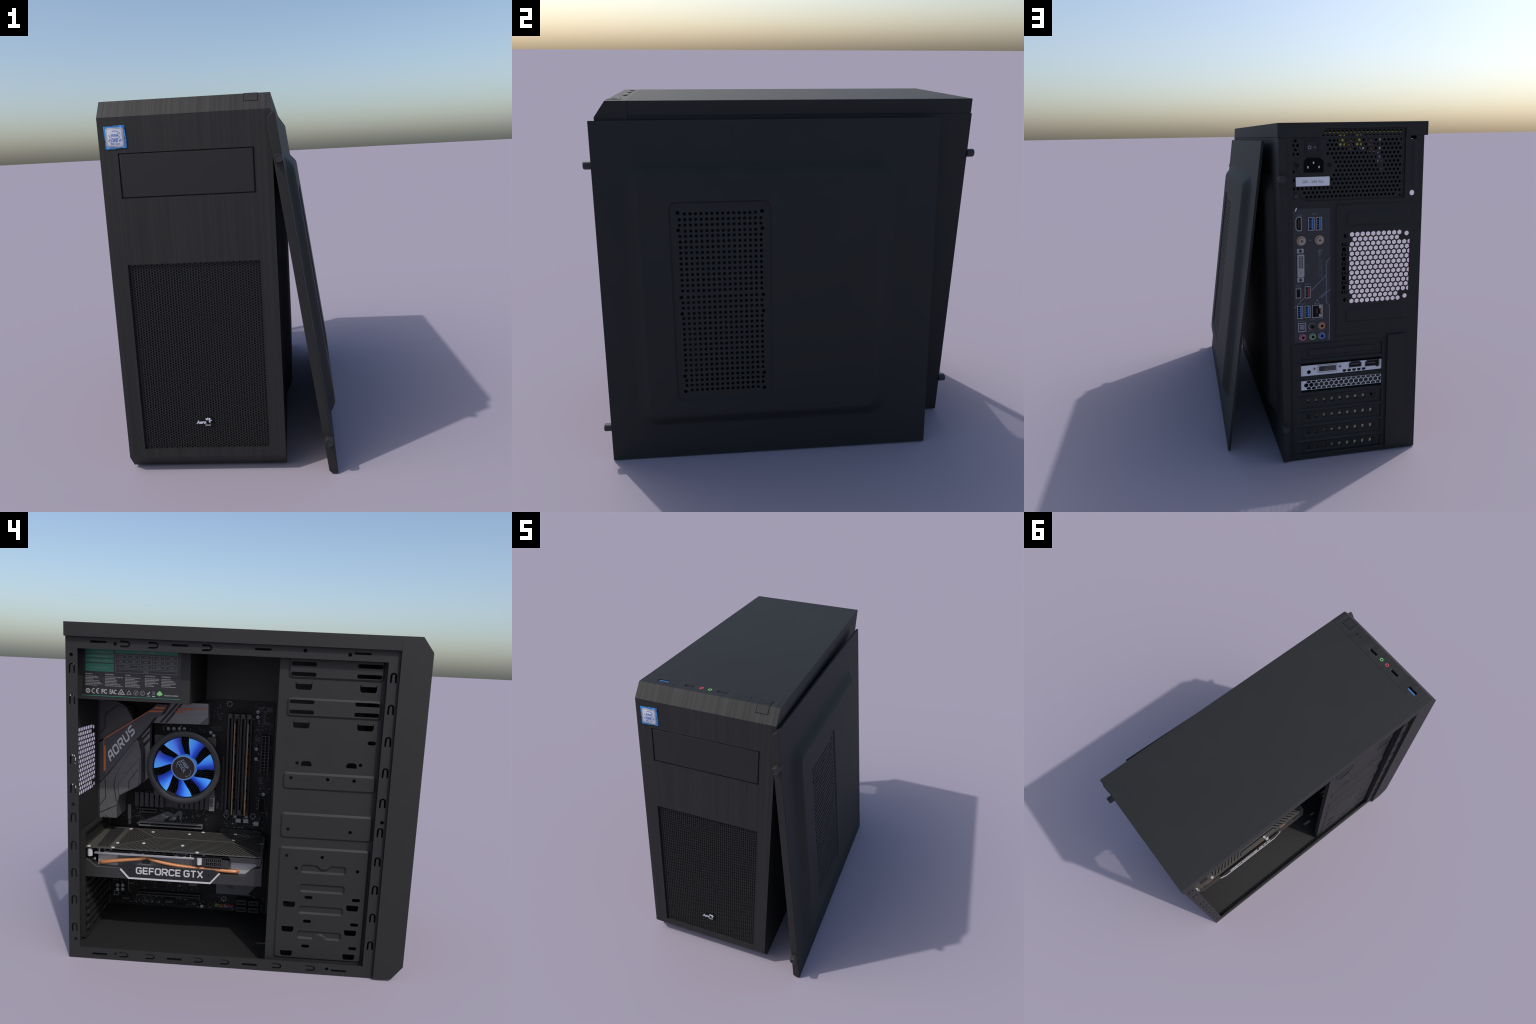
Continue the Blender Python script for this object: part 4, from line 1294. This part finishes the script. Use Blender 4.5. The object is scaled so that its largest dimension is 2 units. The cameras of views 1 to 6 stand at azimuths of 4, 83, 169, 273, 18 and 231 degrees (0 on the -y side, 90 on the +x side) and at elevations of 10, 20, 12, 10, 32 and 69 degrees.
# ---------------- processor cooler
XFAN = -.030
cl = Part("processor_cooler", root, smooth=40)
C0, C1 = .411, 1.045
K = LEFT(XFAN)
rO, rI = .2335, .1945
prof = [(rO - .010, -.075), (rO, -.060), (rO, -.004), (rO - .006, 0), (rI + .014, 0), (rI + .003, -.004), (rI, -.014), (rI, -.075)]
for (r0, n0), (r1, n1) in zip(prof, prof[1:] + prof[:1]):
    cl.loft(K, circle(-C0, C1, r0, 64), n0, circle(-C0, C1, r1, 64), n1, "ringblack")
# corner posts hint at a square frame behind the ring
for sx in (-1, 1):
    for sz in (-1, 1):
        cl.plate(K, rrect(-C0 + sx * .165 - .03, -C0 + sx * .165 + .03, C1 + sz * .165 - .03, C1 + sz * .165 + .03, .01), -.08, -.050, "ringblack")
cl.done()
fs = Part("cooler_fins", root, stuff=True)
for i in range(72):
    t = 2 * math.pi * i / 72
    c, s = math.cos(t), math.sin(t)
    l = strip([(-C0 + .05 * c, C1 + .05 * s), (-C0 + .13 * c - .02 * s, C1 + .13 * s + .02 * c), (-C0 + .185 * c - .05 * s, C1 + .185 * s + .05 * c)], .0022)
    fs.plate(LEFT(XFAN + .080), l, -.11, 0, "fins_dark")
fs.plate(LEFT(XFAN + .08), circle(-C0, C1, .19, 40), -.115, -.10, "dark")
fs.done()
hb = Part("fan_hub", root, smooth=40)
hb.loft(K, circle(-C0, C1, .081, 40), -.06, circle(-C0, C1, .081, 40), -.012, "hubring")
hb.loft(K, circle(-C0, C1, .081, 40), -.012, circle(-C0, C1, .0735, 40), -.003, "hubring")
hb.loft(K, circle(-C0, C1, .0735, 40), -.003, circle(-C0, C1, .071, 40), -.003, "silver")
hb.face(K, circle(-C0, C1, .071, 40), -.0035, "hub")
rt = math.radians(-55)
hb.text(K, "DEEP", -C0 - .000, C1 + .018, .021, "hubtext", -.0033, .0008, "CENTER", rot=rt, bold=.0004)
hb.text(K, "COOL", -C0 - .020, C1 + .001, .021, "hubtext", -.0033, .0008, "CENTER", rot=rt, bold=.0004)
for t0, t1 in ((150, 235), (-30, 55)):
    pts = [(.054 * math.cos(math.radians(t0 + (t1 - t0) * i / 10)), .040 * math.sin(math.radians(t0 + (t1 - t0) * i / 10))) for i in range(11)]
    pts = [(-C0 + .002 + x * math.cos(rt) - y * math.sin(rt), C1 - .004 + x * math.sin(rt) + y * math.cos(rt)) for x, y in pts]
    hb.plate(K, strip(pts, .002), -.0033, -.0026, "hubtext")
hb.done()
bl = Part("fan_blade", root, smooth=60)
nr, nt = 10, 8
top, bot = [], []
for i in range(nr):
    u = i / (nr - 1)
    r = .078 + (.189 - .078) * u
    sweep = math.radians(-11 + 14 * u + 5 * math.sin(math.pi * u))
    half = math.radians(12 + 5.5 * u)
    for j in range(nt):
        w = j / (nt - 1)
        t = sweep + half * (2 * w - 1)
        n = -.050 + .034 * w + .008 * math.sin(math.pi * w)
        top.append((r * math.cos(t), r * math.sin(t), n))
        bot.append((r * math.cos(t), r * math.sin(t), n - .004))
n_ = nr * nt
faces = []
for i in range(nr - 1):
    for j in range(nt - 1):
        a, b, c, d = i * nt + j, (i + 1) * nt + j, (i + 1) * nt + j + 1, i * nt + j + 1
        faces += [(a, b, c, d), (n_ + a, n_ + d, n_ + c, n_ + b)]
rim = [j for j in range(nt)] + [i * nt + nt - 1 for i in range(1, nr)] + [(nr - 1) * nt + j for j in range(nt - 2, -1, -1)] + [i * nt for i in range(nr - 2, 0, -1)]
faces += [(rim[k], rim[k - 1], n_ + rim[k - 1], n_ + rim[k]) for k in range(len(rim))]
bl.add(top + bot, faces, "blade")
blo = bl.done()
KC = Frame(K.p(-C0, C1), K.u, K.v)
repeat(blo, [KC.matrix() @ Matrix.Rotation(math.radians(112 - 360 / 7 * k), 4, "Z") for k in range(7)])

# ---------------- graphics card
gc = Part("graphics_card", root, bevel=.002)
XG = -.337
G = LEFT(XG)
gc.plate(G, neg([(.934, .414), (.934, .525), (.917, .525), (.861, .482), (-.020, .477), (-.075, .524), (-.121, .530), (-.124, .418), (.183, .417)]), -.40, 0, "gpublack")
gc.plate(G, neg([(.063, .556), (-.121, .556), (-.121, .588), (.075, .588)]), -.40, -.001, "gpublack")
gc.box(XG + .001, .060, -.1235, -.112, .420, .590, "gpublack")
gc.done()
fin = Part("fin_stack", root)
fin.box(-.292, .05, -.108, .862, .440, .556, "gfins")
fin.box(-.294, -.2922, .55, .60, .50, .556, "gpublack")
fin.box(-.293, -.2922, .60, .74, .44, .515, "hgrey")
fin.box(-.298, -.2922, -.085, .065, .470, .556, "gblock")
fin.box(-.298, -.2922, .745, .862, .478, .552, "gblock").done()
pcb = Part("card_board", root)
pcb.box(-.322, .12, -.118, .905, .574, .581, "pcb")
for i in range(26):
    y = rng.uniform(.25, .86)
    w = rng.uniform(.006, .03)
    pcb.box(-.326, -.30, y, y + w, .572 - rng.uniform(0, .006), .5735, rng.choice(("chip", "smd", "chip")))
    y = rng.uniform(-.05, .88)
    pcb.box(-.325, -.30, y, y + w * .8, .5812, .5812 + rng.uniform(.003, .010), rng.choice(("chip", "chip", "smd")))
pcb.done()
rail = Part("support_rail", root, bevel=.001)
rail.plate(LEFT(-.330), neg([(.880, .560), (.872, .569), (.282, .568), (.278, .562), (.282, .557), (.872, .556)]), -.012, 0, "silver")
rail.box(-.329, -.31, .845, .850, .566, .592, "silver")
rail.box(-.329, -.31, .300, .306, .566, .586, "silver").done()
bp = Part("backplate", root, bevel=.0008)
bp.plate(TOP(.599), [(-.338, -.118), (-.338, .930), (.100, .930), (.100, -.095), (.075, -.120)], -.005, 0, "backplate").done()
gv = Part("backplate_grooves", root, stuff=True)
T = TOP(.599)
xc, yr, yf, d = -.085, .572, .075, .0222
def lim(path, x0=-.327, x1=.090):
    """cut a path that leaves the plate sideways"""
    out = [path[0]]
    for p, q in zip(path, path[1:]):
        if q[0] > x1 or q[0] < x0:
            e = x1 if q[0] > x1 else x0
            t = (e - p[0]) / (q[0] - p[0])
            if t > .05: out.append((e, p[1] + (q[1] - p[1]) * t))
            break
        out.append(q)
    return out
def groove_line(path):
    if len(path) > 1: gv.plate(T, strip(path, .0075), .0001, .0007, "groove")
for sgn in (-1, 1):
    for k in range(1, 11):
        x = xc + sgn * k * d
        if not (-.325 < x < .088): continue
        off = k * d * .42
        a, b = (x, yr - off), (x, yf + off)
        up = lim([a, (a[0] + sgn * .20, a[1] + .20 * .95)])
        dn = lim([b, (b[0] + sgn * .20, b[1] - .20 * .95)])
        clipy = lambda pth, lo_, hi_: [pth[0]] + [(pth[0][0] + (q[0] - pth[0][0]) * min(1, abs(((hi_ if q[1] > pth[0][1] else lo_) - pth[0][1]) / (q[1] - pth[0][1]))),
                                                   max(lo_, min(hi_, q[1]))) for q in pth[1:]]
        up, dn = clipy(up, -.10, .765), clipy(dn, -.105, .765)
        groove_line(up[::-1] + dn)
    for k in range(0, 9):
        for y0, s in ((yr + .012 + k * d * 1.05, 1), (yf - .012 - k * d * 1.05, -1)):
            if not (-.10 < y0 < .755): continue
            pth = lim([(xc, y0), (xc + sgn * .25, y0 + s * .25 * .95)])
            q = pth[-1]
            top_ = .765 if s > 0 else -.105
            if (q[1] - top_) * s > 0:
                t = (top_ - y0) / (q[1] - y0)
                q = (xc + (q[0] - xc) * t, top_)
            groove_line([pth[0], q])
gv.plate(T, [(-.315, .795), (-.315, .865), (.088, .897), (.070, .803)], .0001, .0006, "gpublack")
gv.done()
gs = Part("card_screw", root, smooth=40)
z0 = Frame((0, 0, 0), (1, 0, 0), (0, 1, 0))
gs.loft(z0, circle(0, 0, .0105, 16), 0, circle(0, 0, .0095, 16), .0035, "bracket")
gs.loft(z0, circle(0, 0, .0095, 16), .0035, circle(0, 0, .0026, 16), .0035, "white")
gs.loft(z0, circle(0, 0, .0026, 16), .0035, circle(0, 0, .0020, 16), .0022, "smd")
gs.face(z0, circle(0, 0, .0020, 16), .0022, "smd")
repeat(gs.done(), [(x, y, .5992) for x, y in ((-.3235, .910), (-.3233, .7665), (-.237, .764), (-.3227, .2647), (-.213, .610), (-.213, .371), (.067, .766), (.029, .610),
                                              (.028, .371), (.085, .289), (.085, .075), (-.045, .076))])
np_ = Part("name_plate", root, bevel=.0015)
np_.plate(G, neg([(.712, .486), (.701, .507), (.157, .507), (.131, .490), (.182, .4275), (.664, .4275)]), .0002, .007, "labelblack").done()
nt_ = Part("name_lettering", root)
NP = LEFT(XG - .0072)
nt_.strokes(NP, "GEFORCE GTX", -.622, .4525, .0430, .0078, .0042, "white", 0, .0010)
nt_.ring(NP, -.358, .4885, .002, .0034, 0, .001, "white", 12)
nt_.plate(NP, strip(neg([(.715, .478), (.665, .4245), (.180, .4245), (.126, .488)]), .0095), -.004, .003, "white")
for y in (.659, .189):
    nt_.cyl(NP, -y, .474, .005, 0, .0004, "dark", 12)
nt_.done()
hp = Part("heat_pipe", root, smooth=60)
def spline(ctrl, n=28):
    out = []
    c = [ctrl[0]] + list(ctrl) + [ctrl[-1]]
    for i in range(len(ctrl) - 1):
        p0, p1, p2, p3 = (np.array(c[i + j]) for j in range(4))
        for s in range(n // (len(ctrl) - 1)):
            t = s / (n // (len(ctrl) - 1))
            out.append(tuple(.5 * (2 * p1 + (p2 - p0) * t + (2 * p0 - 5 * p1 + 4 * p2 - p3) * t * t + (3 * p1 - p0 - 3 * p2 + p3) * t ** 3)))
    out.append(tuple(ctrl[-1]))
    return out
hp.tube(spline([(-.280, .850, .494), (-.306, .833, .499), (-.309, .754, .513), (-.308, .66, .526), (-.302, .607, .533), (-.280, .570, .535)]), .0125, "copper")
hp.done()
hp2 = Part("heat_pipe", root, smooth=60)
hp2.tube(spline([(-.280, .575, .538), (-.302, .540, .532), (-.307, .471, .518), (-.309, .400, .508), (-.309, .302, .500), (-.309, .145, .495), (-.308, .040, .492), (-.280, .020, .490)], 42),
         .0115, "copper").done()
pc = Part("card_power_connector", root)
ps_ = []
for i in range(4):
    for j in range(2):
        ps_.append(rect(-.213 + i * .0235 + .003, -.213 + i * .0235 + .0205, .526 + j * .022 + .003, .526 + j * .022 + .019))
pc.plate(LEFT(-.333), [rect(-.215, -.117, .523, .572)] + ps_, -.04, 0, "slot")
pc.plate(LEFT(-.333), rect(-.214, -.118, .524, .571), -.04, -.008, "dark")
pc.plate(LEFT(-.318), neg([(.29, .515), (.075, .510), (.07, .56), (.29, .572)]), -.02, 0, "gpublack")
for i in range(4):
    for j in range(2):
        pc.cyl(LEFT(-.333), -.213 + i * .0235 + .0118, .526 + j * .022 + .011, .0016, -.008, -.002, "silver", 8)
pc.done()
wc = Part("card_capacitor", root, smooth=60)
wc.tube([(-.330, .249, .531), (-.330, .249, .566)], .0150, "white", 20).done()
ec = Part("card_capacitor", root, smooth=60)
ec.tube([(-.318, .905, .540), (-.318, .905, .585)], .0150, "white", 18)
ec.tube([(-.325, .878, .530), (-.325, .870, .519)], [.010, .004], "chrome", 12).done()
# two-slot bracket
br = Part("card_bracket", root)
BR = REAR(YB - .012)
h1 = []
for i in range(5): h1.append(clip(circle(.105 + .0283 * i, .5195, .0125, 6, math.pi / 6), .09, .33, .505, .524))
h1.append(circle(-.100, .527, .0125, 6, math.pi / 6))
h1.append(clip(circle(.299, .533, .0125, 6, math.pi / 6), .28, .32, .52, .534))
h1 = [h for h in h1 if h]
br.plate(BR, [neg([(.147, .504), (-.323, .507), (-.323, .5655), (.147, .5665)])] + h1, -.003, .001, "bracket")
h2 = []
for row_, (zz, off) in enumerate(((.4725, .5), (.4495, 0), (.4265, .5))):
    for i in range(17):
        a = -.115 + (i - off) * .0289 + (.0289 if off else 0)
        h = clip(circle(a, zz, .0142, 6, math.pi / 6), -.13, .3215, .4225, .4745)
        if h: h2.append(h)
br.plate(BR, [neg([(.147, .4215), (-.323, .4215), (-.323, .4755), (.147, .4765)])] + h2, -.003, .001, "bracket")
br.done()
bk = Part("bracket_backing", root)
bk.plate(BR, rect(-.147, .336, .398, .59), -.022, -.018, "dark").done()
dv = Part("card_video_port", root)
dv.plate(BR, [rrect(-.050, .062, .519, .563, .006), rrect(-.047, .059, .522, .560, .005)], .001, .004, "portmetal")
dv.plate(BR, rrect(-.047, .059, .522, .560, .005), .001, .0025, "bracket")
dv.plate(BR, rrect(-.0425, .0545, .5265, .5555, .004), .0025, .0035, "chip")
for i in range(8):
    for j in range(3):
        dv.plate(BR, rect(-.012 + i * .0078, -.0065 + i * .0078, .530 + j * .0082, .5355 + j * .0082), .0035, .0042, "smd")
for a in (-.069, .079):
    dv.cyl(BR, a, .5445, .0072, .001, .005, "portmetal", 6)
    dv.cyl(BR, a, .5445, .0035, .005, .0053, "dark", 10)
dv.done()
hm = Part("card_display_port", root)
for pts, m in (([(.131, .533), (.204, .533), (.204, .556), (.192, .566), (.143, .566), (.131, .556)], "chip"), ([(.226, .530), (.310, .530), (.310, .566), (.238, .566), (.226, .554)], "chip")):
    cx_, cy_ = sum(p[0] for p in pts) / 6 if len(pts) == 6 else sum(p[0] for p in pts) / 5, sum(p[1] for p in pts) / len(pts)
    ins = [(cx_ + (p[0] - cx_) * .82, cy_ + (p[1] - cy_) * .7) for p in pts]
    hm.plate(BR, [pts, ins], .001, .004, "screw")
    hm.plate(BR, ins, .001, .002, "dark")
    hm.plate(BR, rect(cx_ - .024, cx_ + .024, cy_ - .003, cy_ + .002), .002, .003, "smd")
hm.done()

# ---------------- rear port field
IO = REAR(YB - .006)
io = Part("port_plate", root)
io.plate(IO, neg([(.183, .699), (-.027, .697), (-.027, 1.440), (.183, 1.443)]), -.004, 0, "shield")
io.plate(IO, [neg([(.185, .697), (-.028, .695), (-.028, 1.442), (.185, 1.445)]), neg([(.181, .7015), (-.0225, .6995), (-.0225, 1.437), (.181, 1.440)])], 0, .003, "shield")
io.done()
il = Part("port_plate_print", root)
W = .0035
for l in ([(-.022, 1.172), (.002, 1.148), (.002, .987), (.042, .952)], [(.002, .985), (.002, .925), (-.0155, .907), (-.0155, .707)], [(.002, 1.077), (.086, .995)],
          [(.127, .956), (.180, .903)], [(-.022, .998), (.032, .950)]):
    il.plate(IO, strip(neg(l), W), .0004, .0008, "shieldline", back=False)
il.text(IO, "AORUS", -.043, 1.172, .021, "shielddim", .0003, .0004, rot=math.radians(-91), shear=.3, bold=.0004, width=1.1)
il.plate(IO, neg([(.042, 1.222), (.018, 1.215), (.030, 1.20), (.036, 1.178), (.046, 1.185), (.050, 1.21)]), .0003, .0007, "shielddim")
for s, x, z in (("HDMI", .160, 1.402), ("USB3.0", .080, 1.405), ("WIFI", .100, 1.266), ("USB3.1", .170, 1.027), ("TYPE C", .170, 1.016), ("USB3.1", .121, 1.029), ("USB3.0", .145, .921),
                ("SPDIF OUT", .165, .824), ("REAR", .092, .829), ("C/SUB", .045, .832), ("LINE OUT", .105, .766), ("LINE IN", .046, .767), ("MIC", .145, .762)):
    il.text(IO, s, -x, z, .0072, "shieldline", .0003, .0004)
il.text(IO, "DVI", -.112, 1.14, .007, "shieldline", .0003, .0004, rot=math.radians(-90))
il.text(IO, "Z390 WIFI", .013, .708, .006, "shieldline", .0003, .0004, rot=math.radians(90))
il.plate(IO, neg([(.060, .935), (.046, .935), (.053, .947)]), .0003, .0007, "shieldline")
il.plate(IO, neg([(.068, .920), (.056, .920), (.062, .930)]), .0003, .0007, "shieldline")
il.plate(IO, neg([(.050, .920), (.038, .920), (.044, .930)]), .0003, .0007, "shieldline")
il.done()
def usb(x0, x1, z0, z1, tongue, name="usb_port"):
    p = Part(name, root)
    p.plate(IO, [Y(x0, x1, z0, z1), Y(x0 - .0035, x1 + .0035, z0 + .0035, z1 - .0035)], -.003, .0035, "portmetal")
    p.plate(IO, Y(x0 - .003, x1 + .003, z0 + .003, z1 - .003), 0, .0008, "dark")
    if tongue:
        w = (x0 - x1)
        p.plate(IO, Y(x0 - w * .52, x1 + w * .20, z0 + .006, z1 - .006), .0008, .0025, tongue)
        for i in range(4):
            zc = z0 + (z1 - z0) * (.26 + .16 * i)
            p.plate(IO, Y(x0 - w * .22, x1 + w * .58, zc - .002, zc + .002), .0008, .0016, tongue if tongue != "usbred" else "smd")
    p.done()
usb(.100, .066, 1.322, 1.392, "usbblue")
usb(.059, .026, 1.322, 1.392, "usbblue")
usb(.164, .132, .844, .915, "usbblue")
usb(.123, .091, .845, .914, "usbblue")
usb(.122, .090, .956, 1.022, "usbred")
usb(.171, .142, .959, 1.013, None)
h = Part("display_port", root)
hl = [(.136, 1.322), (.158, 1.322), (.168, 1.336), (.168, 1.384), (.158, 1.398), (.136, 1.398)]
hi_ = [(.1395, 1.3265), (.1565, 1.3265), (.1645, 1.338), (.1645, 1.382), (.1565, 1.3935), (.1395, 1.3935)]
h.plate(IO, [neg(hl), neg(hi_)], -.003, .003, "portmetal")
h.plate(IO, neg(hi_), 0, .0008, "dark")
h.plate(IO, Y(.154, .148, 1.335, 1.385), .0008, .0022, "chip").done()
for x, z in ((.138, 1.270), (.040, 1.270)):
    w = Part("antenna_socket", root, smooth=40)
    w.ring(IO, -x, z, .017, .0255, 0, .004, "goldpin", 20)
    w.ring(IO, -x, z, .0095, .0165, 0, .016, "portmetal", 20)
    w.cyl(IO, -x, z, .0095, 0, .012, "goldpin", 16)
    w.cyl(IO, -x, z, .0040, .012, .0125, "dark", 10).done()
d = Part("video_port", root)
d.plate(IO, neg([(.162, 1.228), (.126, 1.228), (.126, 1.204), (.162, 1.204)]), 0, .003, "portmetal")
d.plate(IO, neg([(.162, 1.047), (.126, 1.047), (.126, 1.072), (.162, 1.072)]), 0, .003, "portmetal")
d.plate(IO, rrect(-.1615, -.1235, 1.075, 1.198, .006), 0, .006, "portmetal")
d.plate(IO, rrect(-.1585, -.1265, 1.078, 1.195, .005), .006, .0068, "portmetal")
for i in range(8):
    for j in range(3):
        d.plate(IO, rect(-.1535 + j * .0085, -.1475 + j * .0085, 1.123 + i * .0085, 1.129 + i * .0085), .0068, .0073, "chip")
d.plate(IO, rect(-.1435, -.1415, 1.092, 1.108), .0068, .0073, "chip")
for z in (1.216, 1.059):
    d.cyl(IO, -.144, z, .009, .003, .006, "smd", 12)
    d.cyl(IO, -.144, z, .005, .006, .0064, "dark", 10)
d.done()
ln = Part("network_port", root)
ln.plate(IO, [Y(.082, .023, .843, .915), Y(.079, .0265, .8465, .9115)], -.003, .004, "portmetal")
ln.plate(IO, Y(.079, .0265, .8465, .9115), 0, .0008, "dark")
ln.plate(IO, Y(.0435, .0275, .848, .862), .0008, .003, "portmetal")
ln.plate(IO, Y(.0435, .0275, .895, .910), .0008, .003, "portmetal")
ln.plate(IO, Y(.060, .050, .865, .893), .0008, .002, "chip")
ln.plate(IO, Y(.034, .027, .866, .892), .0008, .0016, "coil").done()
sp_ = Part("optical_port", root)
sp_.plate(IO, [Y(.160, .116, .768, .819), Y(.156, .120, .773, .815)], -.003, .004, "portmetal")
sp_.plate(IO, Y(.156, .120, .773, .815), 0, .001, "chip")
sp_.plate(IO, rrect(-.151, -.1235, .780, .809, .004), .001, .0025, "shieldline").done()
for x, z, m in ((.082, .795, "chip"), (.028, .796, "jackorange"), (.134, .737, "jackpink"), (.079, .737, "jacklime"), (.028, .738, "jackblue")):
    j = Part("audio_jack", root, smooth=40)
    j.ring(IO, -x - .0015, z, .013, .0195, 0, .003, "portmetal", 20)
    j.ring(IO, -x, z, .0085, .0165, 0, .012, m, 20)
    j.cyl(IO, -x, z, .0085, 0, .006, "dark", 16).done()
gl_ = Part("shield_spring", root)
gl_.plate(IO, neg([(.171, 1.428), (.167, 1.425), (.160, 1.443), (.165, 1.446)]), .003, .006, "bracket").done()

# ---------------- drop to the ground and centre
bpy.context.view_layer.update()
